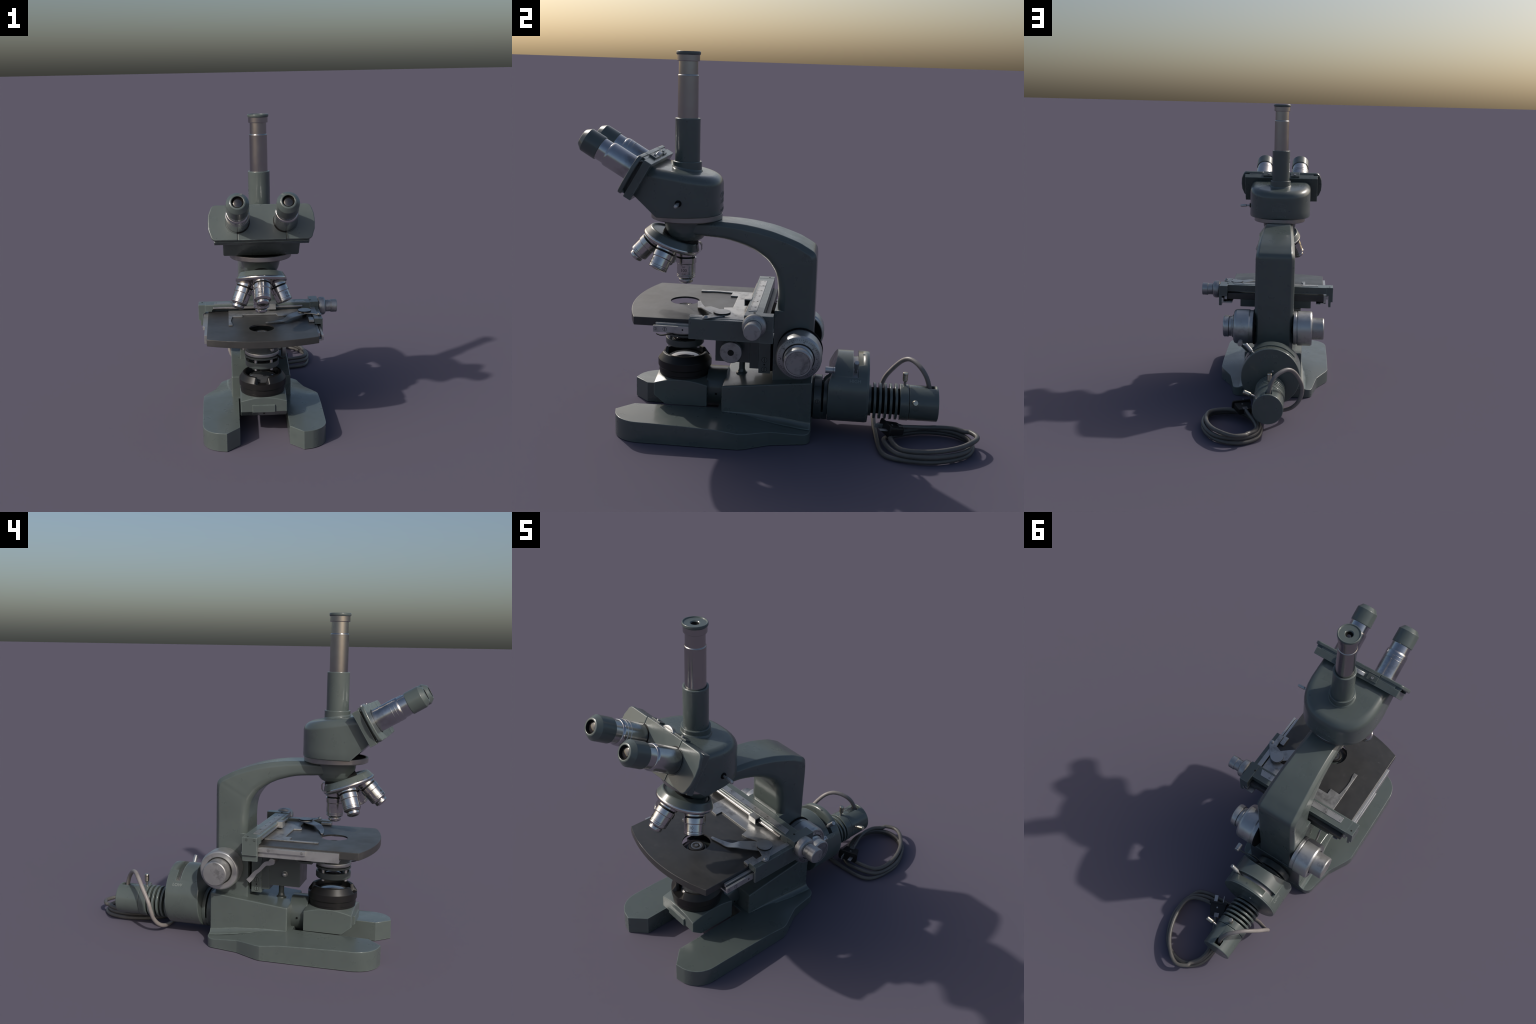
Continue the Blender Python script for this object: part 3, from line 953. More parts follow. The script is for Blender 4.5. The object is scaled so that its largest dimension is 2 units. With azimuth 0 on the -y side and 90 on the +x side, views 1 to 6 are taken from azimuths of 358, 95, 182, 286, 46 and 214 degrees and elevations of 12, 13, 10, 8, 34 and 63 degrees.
# ------------------------------------------------------------------ substage
SUB = bpy.data.objects.new("substage", None)
bpy.context.collection.objects.link(SUB)
SUB.parent = ROOT
box("stage_bracket", (-0.288, -0.340, 0.5350), (0.178, -0.060, 0.5845), "paint_dark_shaded", SUB, 0.003)
box("focus_block", (XC - 0.090, -0.327, 0.3440), (XC + 0.090, -0.1520, 0.5360), "paint_dark_shaded", SUB, 0.003)
box("slide_carrier", (XC - 0.094, -0.1530, 0.3170), (XC + 0.094, -0.1070, 0.5360), "paint_dark_shaded", SUB, 0.003)
box("slide_rail", (XC - 0.098, -0.1075, 0.2960), (XC + 0.098, -0.0480, 0.5360), "paint", SUB, 0.003)
box("slide_bed", (XC - 0.070, -0.0500, 0.3000), (XC + 0.070, -0.0300, 0.6200), "void", SUB, 0.001)
for s in (-1, 1):
    for z in (0.368, 0.318):
        screw("rail_screw", (XC + s * 0.098, -0.078, z), (s, 0, 0), 0.012, SUB, "paint")
    cyl("rail_pin", (XC + s * 0.0975, -0.078, 0.343), (XC + s * 0.0986, -0.078, 0.343), 0.004, "void", SUB, 0.0003)
cyl("focus_shaft", (XC - 0.095, -0.241, 0.4155), (0.085, -0.241, 0.4155), 0.016, "silver", SUB)
lathe("condenser_knob", [(0, 0, 0), (0.050, 0, 0), (0.0555, 0.004, 0), (0.0555, 0.024, 0), (0.053, 0.0275, 0), (0.016, 0.0285, 1), (0, 0.0270, 1)], frame((0.074, -0.241, 0.4155), (1, 0, 0)), ["dial", "groove"], SUB, 64)
lathe("focus_ball", [(0, 0), (0.008, 0), (0.0135, 0.006), (0.0145, 0.012), (0.012, 0.019), (0.006, 0.023), (0, 0.0235)], frame((XC - 0.0895, -0.241, 0.4155), (-1, 0, 0)), "silver", SUB, 32, 0)
# stand post between block and foot
lathe("stop_post", [(0, 0.24), (0.030, 0.24), (0.030, 0.258), (0.020, 0.266), (0.0155, 0.280), (0.0155, 0.36), (0, 0.36)], frame((XC, -0.200, 0), (0, 0, 1)), "paint_dark_shaded", SUB, 40, 0.003)
# stage clamp lever on the left side
lev = catmull([(-0.212, -0.190, 0.515), (-0.212, -0.176, 0.490), (-0.212, -0.145, 0.482), (-0.213, -0.113, 0.446), (-0.214, -0.086, 0.424), (-0.216, -0.068, 0.398), (-0.217, -0.048, 0.376)], 4)
secs = []
for i, p in enumerate(lev):
    t = (lev[min(i + 1, len(lev) - 1)] - lev[max(i - 1, 0)]).normalized()
    nrm = Vector((0, -t.z, t.y))
    w = 0.0135 - 0.004 * math.sin(PI * i / (len(lev) - 1)) ** 4
    secs.append([p + nrm * w + Vector((-0.004, 0, 0)), p - nrm * w + Vector((-0.004, 0, 0)), p - nrm * w + Vector((0.004, 0, 0)), p + nrm * w + Vector((0.004, 0, 0))])
loft("clamp_lever", secs, "silver", SUB)
cyl("lever_boss", (-0.222, -0.183, 0.498), (-0.150, -0.183, 0.498), 0.018, "silver", SUB)
cyl("lever_axle", (-0.205, -0.183, 0.498), (-0.14, -0.183, 0.520), 0.011, "paint_dark_shaded", SUB)
# condenser
COND = bpy.data.objects.new("condenser", None)
bpy.context.collection.objects.link(COND)
COND.parent = ROOT
MC = frame((XC - 0.0005, -0.498, 0), (0, 0, 1))
lathe("condenser_drum", [(0, 0.590, 0), (0.050, 0.590, 0), (0.075, 0.572, 0), (0.092, 0.565, 0), (0.092, 0.498, 0), (0.0975, 0.495, 1), (0.0990, 0.490, 1), (0.0990, 0.478, 1), (0.094, 0.472, 1), (0.094, 0.468, 2), (0.0985, 0.467, 0), (0.0985, 0.459, 0), (0.096, 0.457, 0), (0, 0.457, 0)][::-1],
      MC, ["paint_dark_shaded", "silver", "void"], COND, 72)
lathe("condenser_top_lens", [(0, 0.585, 0), (0.044, 0.585, 0), (0.043, 0.6005, 0), (0.033, 0.6030, 1), (0.030, 0.6010, 2), (0.022, 0.6020, 2), (0.018, 0.5995, 1), (0.010, 0.6020, 2), (0, 0.6030, 2)], MC, ["black", "groove", "glass"], COND, 48, 0.001)
lathe("filter_ring", [(0.058, 0.402), (0.093, 0.402), (0.0975, 0.408), (0.0975, 0.436), (0.0945, 0.438), (0.088, 0.438), (0.086, 0.428), (0.060, 0.424), (0.058, 0.402)], MC, "paint_dark_shaded", COND, 72, 0.001)
lathe("filter_lens", [(0, 0.410, 1), (0.059, 0.410, 1), (0.059, 0.432, 0), (0.052, 0.434, 0), (0.050, 0.424, 1), (0.03, 0.430, 1), (0, 0.432, 1)], MC, ["black", "glass"], COND, 48, 0.001)
for a in (-118, -55, 62, 150):
    x, y = XC + 0.086 * math.cos(math.radians(a)), -0.498 + 0.086 * math.sin(math.radians(a))
    cyl("ring_post", (x, y, 0.392), (x, y, 0.460), 0.0082, "silver", COND, 0.002, 24)
for a in (-60, 180):
    x, y = math.cos(math.radians(a)), math.sin(math.radians(a))
    lathe("centring_screw", [(0, 0), (0.006, 0), (0.006, 0.012), (0.010, 0.014), (0.012, 0.022), (0.008, 0.028), (0, 0.029)], frame((XC + 0.088 * x, -0.498 + 0.088 * y, 0.522), (x, y, 0)), "silver", COND, 24)
ir = catmull([(XC + 0.085, -0.545, 0.472), (0.045, -0.580, 0.468), (0.062, -0.602, 0.470), (0.070, -0.622, 0.480)], 5)
secs = []
for i, p in enumerate(ir):
    t = (ir[min(i + 1, len(ir) - 1)] - ir[max(i - 1, 0)]).normalized()
    nrm = Vector((-t.y, t.x, 0)) * (0.006 if i < len(ir) - 1 else 0.003)
    secs.append([p + nrm, p - nrm, p - nrm + Vector((0, 0, 0.004)), p + nrm + Vector((0, 0, 0.004))])
loft("iris_lever", secs, "black", COND)
# fork arm that carries the condenser
box("condenser_fork", (XC - 0.120, -0.470, 0.5000), (XC - 0.092, -0.310, 0.5600), "paint", COND, 0.003)
box("condenser_fork", (XC + 0.092, -0.470, 0.5000), (XC + 0.120, -0.310, 0.5600), "paint", COND, 0.003)
box("condenser_fork_bridge", (XC - 0.120, -0.400, 0.4900), (XC + 0.120, -0.320, 0.5400), "paint_dark_shaded", COND, 0.003)

# ------------------------------------------------------------------ illuminator in the foot
ILL = bpy.data.objects.new("illuminator", None)
bpy.context.collection.objects.link(ILL)
ILL.parent = ROOT
def illum_house():
    hx, y0, y1, zb = 0.1335, -0.631, -0.361, 0.113
    n = 28
    bm = bmesh.new()
    top = {}
    for i in range(n + 1):
        for j in range(n + 1):
            x = -hx + 2 * hx * i / n
            y = y0 + (y1 - y0) * j / n
            d = math.hypot(x, y + 0.496)
            z = 0.2465 - 0.40 * max(0.0, d - 0.1335)
            if d < 0.1335:
                z = 0.2465 + 0.1 * (0.1335 - d)
            top[i, j] = bm.verts.new((XC + x, y, z))
    for i in range(n):
        for j in range(n):
            bm.faces.new((top[i, j], top[i + 1, j], top[i + 1, j + 1], top[i, j + 1]))
    ym = -0.574
    def low(i, j):
        v = top[i, j].co
        if j == 0:
            return (v.x, v.y, 0.160)
        return (v.x, max(v.y, ym), zb if v.y > ym else 0.160 + (zb - 0.160) * (v.y - y0) / (ym - y0))
    ring = [(i, 0) for i in range(n)] + [(n, j) for j in range(n)] + [(i, n) for i in range(n, 0, -1)] + [(0, j) for j in range(n, 0, -1)]
    lo = []
    for k in ring:
        v = top[k].co
        t = min(1.0, (v.y - y0) / (ym - y0))
        lo.append(bm.verts.new((v.x, v.y, 0.160 + (zb - 0.160) * t)))
    m = len(ring)
    for k in range(m):
        j = (k + 1) % m
        bm.faces.new((top[ring[k]], lo[k], lo[j], top[ring[j]]))
    # underside: flat strips between left and right columns
    for j in range(n):
        a, b = lo[ring.index((0, j)) if j else 0], lo[ring.index((n, j))] if j else lo[ring.index((n, 0))]
        c, d = lo[ring.index((n, j + 1))], lo[ring.index((0, j + 1))]
        if j == 0:
            bm.faces.new([lo[ring.index((i, 0))] for i in range(n)] + [lo[ring.index((n, 0))], c, d])
        elif j == n - 1:
            bm.faces.new([a, b] + [lo[ring.index((i, n))] for i in range(n, 0, -1)] + [d])
        else:
            bm.faces.new((a, b, c, d))
    return finish(bm_mesh(bm, "illuminator_house"), "illuminator_house", "paint", ILL, 0.003, 2, 40, 35)
illum_house()
# small plate on the front, folded under the chin
pad = [(-0.640, 0.204), (-0.640, 0.160), (-0.600, 0.125), (-0.58, 0.125), (-0.58, 0.204)]
MXX = Matrix(((0, 0, 1, XC), (1, 0, 0, 0), (0, 1, 0, 0), (0, 0, 0, 1)))
prism("front_plate", pad, -0.0665, 0.0635, "paint", ILL, MXX, 0.002)
cyl("front_plate_dark_disc", (XC, -0.6290, 0.149), (XC, -0.6305, 0.147), 0.006, "void", ILL, 0.0002, 20)  # black disc laid on the plate in place of a bored hole
lathe("illuminator_neck", [(0, 0), (0.104, 0), (0.104, 0.10), (0, 0.10)], frame((XC, -0.370, 0.178), (0, 1, 0)), "paint_dark_shaded", ILL, 10, 0.004)
for s in (-1, 1):
    cyl("neck_screw", (XC + s * 0.099, -0.318, 0.172), (XC + s * 0.1045, -0.318, 0.172), 0.006, "void", ILL, 0.0005, 20)
MI = frame((XC - 0.0005, -0.497, 0), (0, 0, 1))
def lens_barrel():
    prof = [(0.100, 0.26), (0.1290, 0.236), (0.1300, 0.258), (0.1315, 0.260), (0.1315, 0.283), (0.1370, 0.290), (0.1370, 0.326), (0.1150, 0.3590), (0.1080, 0.3600), (0.1000, 0.3580), (0.0960, 0.3300), (0.0960, 0.27)]
    prof = round_profile([(r, h, 0) for r, h in prof], 0.0015)
    segs = 160
    bm = bmesh.new()
    rings = []
    for r, h, _ in prof:
        ring = []
        for k in range(segs):
            a = 2 * PI * k / segs
            hh = h
            if h > 0.31:
                # scooped finger notches at front and rear
                da = min(abs((a - 1.5 * PI + 0.05 + PI) % (2 * PI) - PI), abs((a - 0.5 * PI - 0.30 + PI) % (2 * PI) - PI))
                w = max(0.0, min(1.0, (0.34 - da) / 0.13))
                w = w * w * (3 - 2 * w)
                lim = 0.3225
                hh = h - (h - lim) * w if h > lim else h
                hh = min(hh, h)
            ring.append(bm.verts.new((r * math.cos(a), r * math.sin(a), hh)))
        rings.append(ring)
    for A, B in zip(rings, rings[1:]):
        for k in range(segs):
            j = (k + 1) % segs
            bm.faces.new((A[k], A[j], B[j], B[k]))
    bm.transform(MI)
    return finish(bm_mesh(bm, "lens_barrel"), "lens_barrel", "black", ILL, smooth_angle=40)
lens_barrel()
dome = [(0.0975, 0.318, 1), (0.0930, 0.322, 0)] + [(0.0915 * math.cos(k / 8 * PI / 2), 0.322 + 0.022 * math.sin(k / 8 * PI / 2), 0) for k in range(1, 8)] + [(0, 0.344, 0)]
lathe("field_lens", [(0, 0.25, 1), (0.0985, 0.25, 1)] + dome, MI, ["glass", "void"], ILL, 64, 0)

# ------------------------------------------------------------------ coarse and fine focus
FOC = bpy.data.objects.new("focus_drive", None)
bpy.context.collection.objects.link(FOC)
FOC.parent = ROOT
FY, FZ = 0.099, 0.443
MR = frame((0, FY, FZ), (1, 0, 0))
lathe("focus_flange", [(0, 0.040), (0.055, 0.040), (0.055, 0.066), (0.113, 0.067), (0.113, 0.077), (0, 0.077)], MR, "void", FOC, 72, 0.001)
lathe("coarse_knob", [(0, 0.076, 0), (0.106, 0.076, 0), (0.107, 0.098, 0), (0.1105, 0.103, 0), (0.1115, 0.108, 0), (0.1115, 0.185, 0), (0.106, 0.197, 0), (0.104, 0.199, 1), (0.079, 0.2065, 1), (0.077, 0.2060, 2), (0.075, 0.2060, 2), (0, 0.2060, 2)],
      MR, ["silver", "dial", "groove"], FOC, 96, 0.002)
lathe("fine_knob", [(0, 0.195, 0), (0.073, 0.195, 0), (0.072, 0.212, 0), (0.0645, 0.218, 0), (0.0640, 0.232, 1), (0.0635, 0.2345, 0), (0.0690, 0.2360, 0), (0.0690, 0.2640, 0), (0.0650, 0.2700, 0), (0.058, 0.2705, 1), (0.0565, 0.2695, 2), (0.055, 0.2700, 2), (0, 0.2705, 2)],
      MR, ["silver", "groove", "dial"], FOC, 72, 0.0015)
# ticks and figures on the dial face
marks = []
for k in range(60):
    a = 2 * PI * k / 60
    L = 0.008 if k % 5 == 0 else 0.0045
    M = frame((0, FY, FZ), (1, 0, 0), (0, math.cos(a), math.sin(a)))
    sl = 0.0075 / 0.025
    x0 = 0.097
    hh = 0.199 + (0.104 - x0) * sl
    M2 = M @ Matrix.Translation((x0 - 0.0, 0, hh)) @ Matrix.Rotation(math.atan(sl), 4, "Y")
    marks.append(box("tick", (-L, -0.0006, -0.0005), (0.0, 0.0006, 0.0010), "ink", FOC, 0, M2))
join(marks, "dial_ticks", FOC, "stuff")
for k in range(10):
    a = 2 * PI * k / 10 + 0.05
    M = frame((0, FY, FZ), (1, 0, 0), (0, math.sin(a), -math.cos(a)))
    M2 = M @ Matrix.Translation((0, 0.0855, 0.2052))
    text("dial_figure", str(k * 2), 0.010, on_plane(M2), "ink", FOC, 0.0008)
ML = frame((0, FY, FZ), (-1, 0, 0))
lathe("focus_flange", [(0, 0.150), (0.055, 0.150), (0.055, 0.177), (0.100, 0.178), (0.100, 0.182), (0, 0.182)], ML, "void", FOC, 72, 0.001)
lathe("coarse_knob", [(0, 0.180, 0), (0.105, 0.180, 0), (0.1065, 0.183, 0), (0.1065, 0.198, 0), (0.1035, 0.200, 0), (0.1035, 0.204, 0), (0.1115, 0.208, 0), (0.1115, 0.288, 0), (0.106, 0.298, 0), (0.100, 0.2995, 0), (0.078, 0.2985, 0), (0.076, 0.296, 1), (0.074, 0.296, 1), (0, 0.296, 1)],
      ML, ["silver", "groove"], FOC, 96, 0.003)
lathe("fine_knob", [(0, 0.290, 0), (0.0700, 0.290, 0), (0.0695, 0.368, 0), (0.0645, 0.3755, 0), (0, 0.3765, 0)], ML, "dial", FOC, 72, 0.003)

# ------------------------------------------------------------------ lamp housing
LAMP = bpy.data.objects.new("lamp_housing", None)
bpy.context.collection.objects.link(LAMP)
LAMP.parent = ROOT
LZ = 0.151
MLP = frame((XC - 0.001, 0, LZ), (0, 1, 0))
lathe("clamp_ring", [(0, 0.174), (0.112, 0.174), (0.114, 0.177), (0.114, 0.213), (0.112, 0.216), (0, 0.216)], MLP, "paint_dark_shaded", LAMP, 72)
lathe("clamp_core", [(0, 0.21), (0.085, 0.21), (0.085, 0.26), (0, 0.26)], MLP, "void", LAMP, 48)
lathe("clamp_ring", [(0, 0.225), (0.112, 0.225), (0.113, 0.227), (0.113, 0.243), (0.112, 0.246), (0, 0.246)], MLP, "paint_dark_shaded", LAMP, 72)
# closed lower half of the clamp
arc = [(0.112 * math.cos(a), 0.112 * math.sin(a)) for a in [math.radians(d) for d in range(200, 341, 5)]]
prism("clamp_bridge", arc, 0.214, 0.227, "paint_dark_shaded", LAMP, frame((XC - 0.001, 0, LZ), (0, 1, 0), (-1, 0, 0)) @ Matrix.Rotation(0, 4, "Z"), 0.001)
screw("clamp_screw", (XC + 0.112, 0.196, 0.170), (1, 0, 0.17), 0.009, LAMP, "paint_dark_shaded")
screw("clamp_screw", (XC - 0.080, 0.196, 0.2305), (-0.7, 0, 0.7), 0.009, LAMP, "paint_dark_shaded")

DX, DZ, DR = XC + 0.001, 0.223, 0.1805
MD = frame((DX, 0, DZ), (0, 1, 0))
drum = lathe("filter_drum", [(0, 0.2465), (DR - 0.002, 0.2465), (DR, 0.250), (DR, 0.4385), (DR - 0.0015, 0.4395), (DR - 0.0015, 0.4440), (DR - 0.0020, 0.4465), (DR - 0.0032, 0.4475), (0, 0.4475)], MD, "paint", LAMP, 128, 0.001)
# flat facet on the front upper edge
bm = bmesh.new()
bm.from_mesh(drum.data)
r = bmesh.ops.bisect_plane(bm, geom=bm.verts[:] + bm.edges[:] + bm.faces[:], plane_co=(0, 0.2475, 0.292), plane_no=(0, -0.935, 0.355), clear_outer=True)
bmesh.ops.contextual_create(bm, geom=[e for e in r["geom_cut"] if isinstance(e, bmesh.types.BMEdge)])
bm.to_mesh(drum.data)
bm.free()
def arc_sector(r0, r1, a0, a1, y0, y1, name="cut"):
    A = [math.radians(a0 + (a1 - a0) * k / 32) for k in range(33)]
    pts = [(r1 * math.cos(a), r1 * math.sin(a)) for a in A] + [(r0 * math.cos(a), r0 * math.sin(a)) for a in A[::-1]]
    M = Matrix(((1, 0, 0, DX), (0, 0, 1, 0), (0, 1, 0, DZ), (0, 0, 0, 1)))
    return finish(bm_mesh(prism_bm(pts, y0, y1, M), name), name, "void", None, wn=False)
boolean(drum, arc_sector(0.146, 0.20, 34, 143, 0.366, 0.3925))
lathe("filter_disc", [(0, 0.367), (0.1500, 0.367), (0.1500, 0.3915), (0, 0.3915)], MD, "ringmetal", LAMP, 96, 0.0005)
# shift lever
hi = math.radians(49)
u = Vector((math.cos(hi), 0, math.sin(hi)))
c0 = Vector((DX, 0.3795, DZ))
lathe("filter_lever", [(0, 0.158), (0.0070, 0.150), (0.0070, 0.188), (0.0122, 0.190), (0.0130, 0.240), (0.0112, 0.2455), (0, 0.246)], frame(c0, u), "silver", LAMP, 32)
def on_drum(a0, y0, sgn):
    def f(x, y, z):
        a = a0 + sgn * y / DR
        return Vector((DX + (DR + z) * math.cos(a), y0 + sgn * x, DZ + (DR + z) * math.sin(a)))
    return f
text("range_mark", "HIGH", 0.0235, on_drum(math.radians(28), 0.378, 1), "pale", LAMP, 0.0008)
text("range_mark", "LOW", 0.0250, on_drum(math.radians(151), 0.378, -1), "pale", LAMP, 0.0008)
MB = frame((XC + 0.001, 0.4475, 0.356), (0, 1, 0), (-1, 0, 0))
text("maker_name", "DEITER", 0.0270, on_plane(MB), "faint", LAMP, 0.0006)
screw("drum_screw", Vector((DX, 0.419, DZ)) + Vector((math.cos(1.43), 0, math.sin(1.43))) * (DR - 0.0006), (math.cos(1.43), 0, math.sin(1.43)), 0.0065, LAMP, "paint_dark_shaded")
lathe("drum_screw", [(0, 0), (0.006, 0), (0.006, 0.004), (0.004, 0.006), (0, 0.0062)], frame((XC - 0.012, 0.4465, 0.262), (0, 1, 0)), "silver", LAMP, 20)
# field stop lever with knob
la = [Vector(p) for p in ((-0.020, 0.221, 0.225), (0.020, 0.221, 0.252), (0.060, 0.222, 0.285), (0.090, 0.236, 0.315), (0.112, 0.252, 0.336), (0.148, 0.262, 0.374))]
secs = []
for i, p in enumerate(la):
    w = Vector((-0.70, 0, 0.71)) * (0.0135 - 0.0012 * i)
    secs.append([p + w + Vector((0, -0.002, 0)), p - w + Vector((0, -0.002, 0)), p - w + Vector((0, 0.002, 0)), p + w + Vector((0, 0.002, 0))])
loft("diaphragm_lever", secs, "paint_dark_shaded", LAMP)
lathe("diaphragm_knob", [(0, -0.012, 0), (0.0155, -0.012, 0), (0.0155, -0.003, 1), (0.0148, -0.0025, 1), (0.0148, -0.0015, 0), (0.0155, -0.001, 0), (0.0155, 0.035, 0), (0.0125, 0.0352, 1), (0.012, 0.031, 1), (0, 0.031, 1)], frame((0.150, 0.2640, 0.3765), (0, -1, 0)), ["silver", "groove"], LAMP, 32, 0.0008)

# cooling fins, collar and lamp cap
lathe("lamp_core", [(0, 0.440), (0.066, 0.440), (0.066, 0.64), (0, 0.64)], MLP, "void", LAMP, 48)
lathe("lamp_neck", [(0, 0.444), (0.080, 0.444), (0.080, 0.466), (0, 0.466)], MLP, "paint_dark_shaded", LAMP, 64)
fin = lathe("cooling_fin", [(0.060, 0.4770), (0.0900, 0.4770), (0.0912, 0.4785), (0.0912, 0.4885), (0.0900, 0.4900), (0.060, 0.4900)], MLP, "paint", LAMP, 72, 0.0008)
copies(fin, [(0, 0.0272 * k, 0) for k in range(1, 5)])
lathe("lamp_collar", [(0, 0.610), (0.0905, 0.610), (0.0918, 0.6125), (0.0918, 0.6525), (0.0905, 0.655), (0, 0.655)], MLP, "paint", LAMP, 72)
lathe("lamp_seam", [(0, 0.654), (0.0885, 0.654), (0.0885, 0.660), (0, 0.660)], MLP, "void", LAMP, 64, 0)
cap = lathe("lamp_cap", [(0, 0.6575), (0.0888, 0.6575), (0.0895, 0.6590), (0.0895, 0.7990), (0.0870, 0.8030), (0, 0.8030)], MLP, "paint", LAMP, 96, 0.0012)
cut = box("cut", (-0.021, -0.019, 0), (0.021, 0.019, 0.07), "void", None, 0.003, frame((XC - 0.004, 0.7675, 0.205), (0, 0, 1)))
boolean(cap, cut)
box("cable_well", (-0.0205, -0.0185, 0), (0.0205, 0.0185, 0.012), "void", LAMP, 0.001, frame((XC - 0.004, 0.7675, 0.2005), (0, 0, 1)))
def thumb_screw(base, direction):
    ks = [(0, -0.03, 1), (0.0072, -0.03, 1), (0.0072, 0.021, 0), (0.0110, 0.0235, 0), (0.0136, 0.0300, 0)]
    for k in range(4):
        h = 0.0320 + k * 0.0070
        ks += [(0.0136, h, 0), (0.0132, h + 0.001, 0), (0.0132, h + 0.002, 0), (0.0136, h + 0.003, 0)]
    ks += [(0.0138, 0.0640, 0), (0.0118, 0.0690, 0), (0, 0.0700, 0)]
    return lathe("thumb_screw", ks, frame(base, direction), ["brass", "ringmetal"], LAMP, 28, 0.0006)
thumb_screw((XC - 0.002, 0.634, LZ + 0.090), (0, 0, 1))
sa = math.radians(21.5)
thumb_screw((XC + 0.0895 * math.cos(sa), 0.680, LZ + 0.0895 * math.sin(sa)), (math.cos(sa), -0.01, math.sin(sa)))

# ------------------------------------------------------------------ cable and plug
CAB = bpy.data.objects.new("mains_lead", None)
bpy.context.collection.objects.link(CAB)
CAB.parent = ROOT
RC = 0.0120
lead = [(-0.058, 0.762, 0.205), (-0.059, 0.757, 0.240), (-0.070, 0.742, 0.285), (-0.092, 0.718, 0.320), (-0.128, 0.688, 0.341), (-0.165, 0.656, 0.344), (-0.200, 0.622, 0.318), (-0.230, 0.580, 0.262),
        (-0.247, 0.545, 0.205), (-0.246, 0.528, 0.150), (-0.226, 0.520, 0.100), (-0.190, 0.505, 0.058), (-0.142, 0.490, 0.034), (-0.060, 0.490, 0.018), (0.020, 0.494, 0.0135)]
# flattened, slightly skewed coil: three turns
cxy, dirs = Vector((0.146, 0.738)), math.radians(12)
def coil(t, a, b, z, dx=0.0, dy=0.0):
    c, s = math.cos(t), math.sin(t)
    p = Vector((a * math.copysign(abs(s) ** 0.92, s), -b * math.copysign(abs(c) ** 0.95, c)))
    x = p.x * math.cos(dirs) + p.y * -math.sin(dirs)
    y = p.x * math.sin(dirs) * 0.55 + p.y * math.cos(dirs)
    return (cxy.x + x + dx, cxy.y + y + dy, z)
turns = [
    # (turn angle in degrees, a, b, z, dx, dy)
    (14, 0.160, 0.242, 0.0125, -0.006, 0.000), (45, 0.172, 0.245, 0.0123, 0.000, -0.004), (90, 0.172, 0.240, 0.0123, 0.002, 0), (135, 0.168, 0.235, 0.0123, 0, 0.000), (180, 0.160, 0.232, 0.0123, 0, 0.0),
    (225, 0.160, 0.225, 0.0123, 0, 0), (270, 0.160, 0.222, 0.0123, 0, 0), (320, 0.160, 0.218, 0.0140, 0, 0),
    (360, 0.160, 0.215, 0.0350, -0.004, 0.006), (405, 0.164, 0.222, 0.0350, 0.006, 0), (450, 0.166, 0.230, 0.0360, 0.008, 0), (495, 0.164, 0.224, 0.0350, 0.006, 0.004), (540, 0.150, 0.214, 0.0340, 0, 0.006),
    (585, 0.150, 0.214, 0.0340, 0, 0), (630, 0.150, 0.206, 0.0345, 0, 0), (680, 0.150, 0.190, 0.0360, 0, 0.004),
    (720, 0.150, 0.188, 0.0520, -0.004, 0.008), (765, 0.154, 0.202, 0.0540, 0.006, 0), (805, 0.150, 0.206, 0.0560, 0.006, 0), (838, 0.150, 0.222, 0.0600, 0.004, 0.004), (866, 0.146, 0.238, 0.0640, -0.004, 0.010),
    (890, 0.146, 0.244, 0.0620, -0.008, 0.010), (912, 0.150, 0.238, 0.0600, -0.004, 0.000),
]
path = lead + [coil(math.radians(d), a, b, z, dx, dy) for d, a, b, z, dx, dy in turns]
path += [(0.048, 0.935, 0.0570), (0.014, 0.885, 0.0540), (0.004, 0.820, 0.0510), (0.022, 0.745, 0.0540), (0.054, 0.680, 0.0660), (0.081, 0.622, 0.0760)]
cp = catmull(path, 7)
sweep("cable", cp, lambda t: RC * (1 - 0.16 * max(0.0, min(1.0, (t - 0.90) / 0.06))), "cable", CAB, 16)
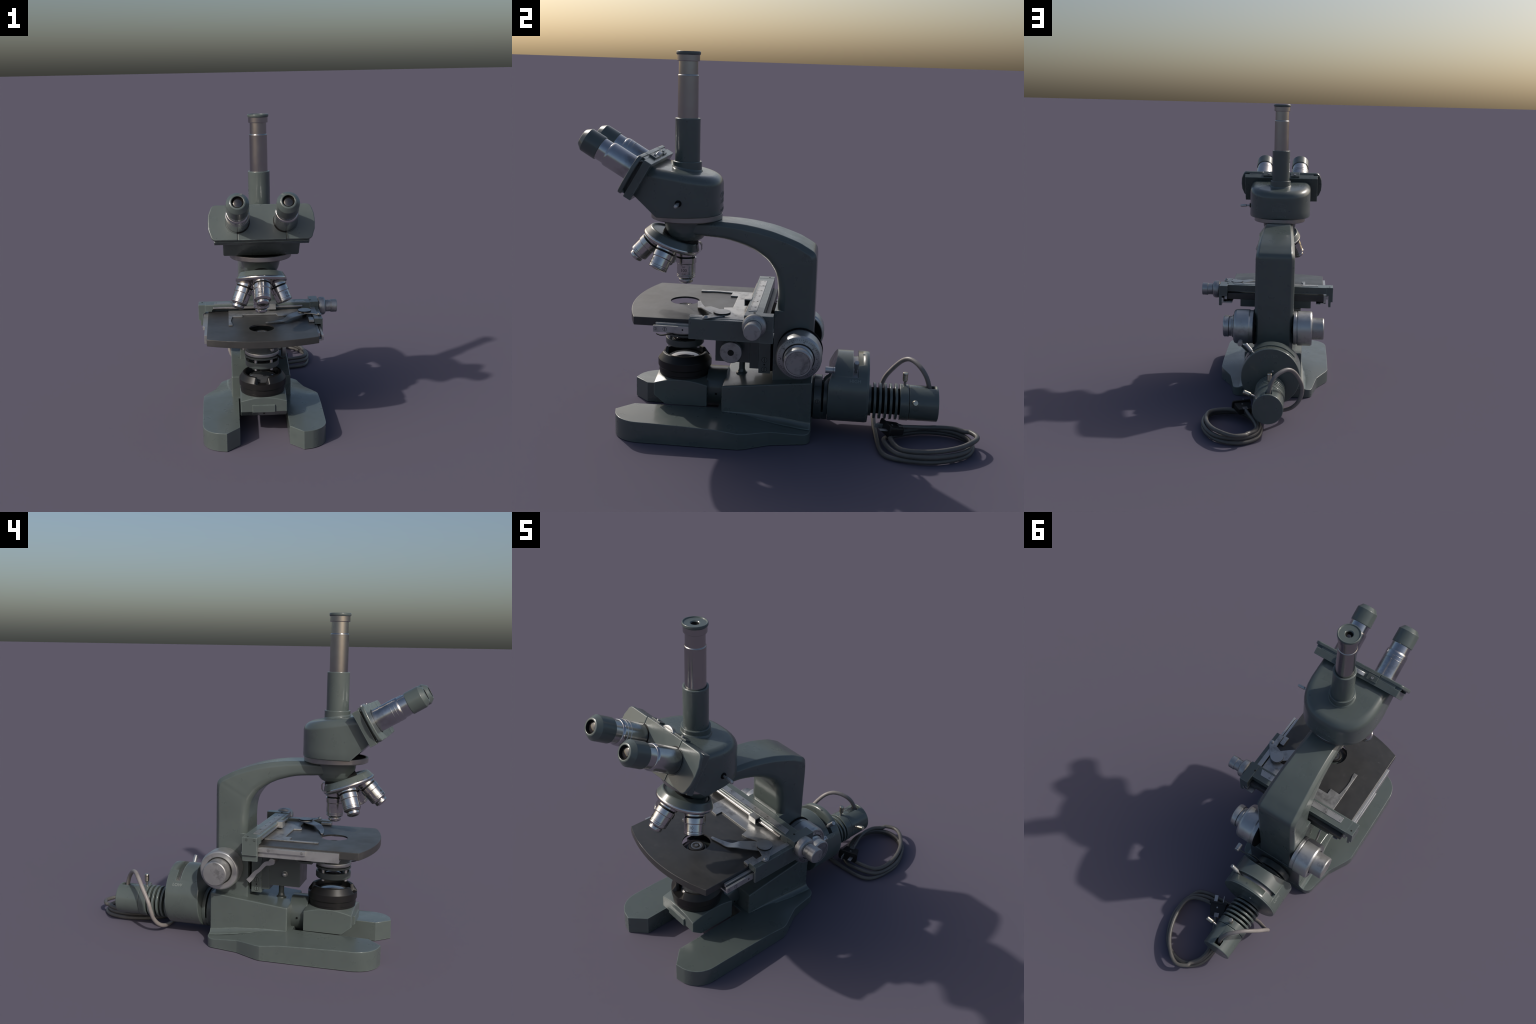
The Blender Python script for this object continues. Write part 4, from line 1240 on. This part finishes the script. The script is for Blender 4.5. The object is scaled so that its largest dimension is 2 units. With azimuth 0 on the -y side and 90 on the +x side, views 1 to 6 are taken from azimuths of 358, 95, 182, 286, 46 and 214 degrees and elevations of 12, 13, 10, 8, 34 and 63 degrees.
# plug
fdir = Vector((0.375, -0.905, 0.17)).normalized()
MPL = frame((0.105, 0.562, 0.0740), fdir, Vector((0.92, 0.38, 0))) @ Matrix.Scale(1.10, 4)
secs = []
for h, w, t in ((-0.052, 0.034, 0.0150), (-0.046, 0.038, 0.0165), (-0.010, 0.043, 0.0175), (0.010, 0.045, 0.0185), (0.018, 0.046, 0.0190)):
    q = [(w, t * 0.6), (w * 0.93, t), (-w * 0.93, t), (-w, t * 0.6), (-w, -t * 0.6), (-w * 0.93, -t), (w * 0.93, -t), (w, -t * 0.6)]
    secs.append([MPL @ Vector((x, y, h)) for x, y in q])
loft("plug_body", secs, "black", CAB)
secs = []
for h, w, t in ((0.017, 0.053, 0.0265), (0.026, 0.054, 0.0275), (0.0285, 0.052, 0.0255)):
    q = [(w, t * 0.5), (w * 0.9, t), (-w * 0.9, t), (-w, t * 0.5), (-w, -t * 0.5), (-w * 0.9, -t), (w * 0.9, -t), (w, -t * 0.5)]
    secs.append([MPL @ Vector((x, y, h)) for x, y in q])
loft("plug_flange", secs, "black", CAB)
for x in (-0.0225, 0.0225):
    box("prong", (x - 0.0095 if x > 0 else x - 0.0022, -0.0022 if x > 0 else -0.0095, 0.020), (x + 0.0095 if x > 0 else x + 0.0022, 0.0022 if x > 0 else 0.0095, 0.066), "silver", CAB, 0.001, MPL)
upv = MPL.to_3x3() @ Vector((0, 1, 0))
sg = 1 if upv.z > 0 else -1
lathe("plug_screw", [(0, 0), (0.0052, 0), (0.0052, 0.002), (0, 0.0024)], frame(MPL @ Vector((0.004, sg * 0.0178, -0.004)), upv * sg), "silver", CAB, 20, 0.0005)
box("cord_clamp", (-0.013, sg * 0.0165 - 0.0015, -0.058), (0.013, sg * 0.0165 + 0.0025, -0.034), "ringmetal", CAB, 0.001, MPL)
lathe("clamp_ring", [(0.0085, -0.004), (0.0135, -0.004), (0.0135, 0.004), (0.0085, 0.004), (0.0085, -0.004)], MPL @ Matrix.Translation((-0.006, -sg * 0.004, -0.056)), "ringmetal", CAB, 24, 0.0004)
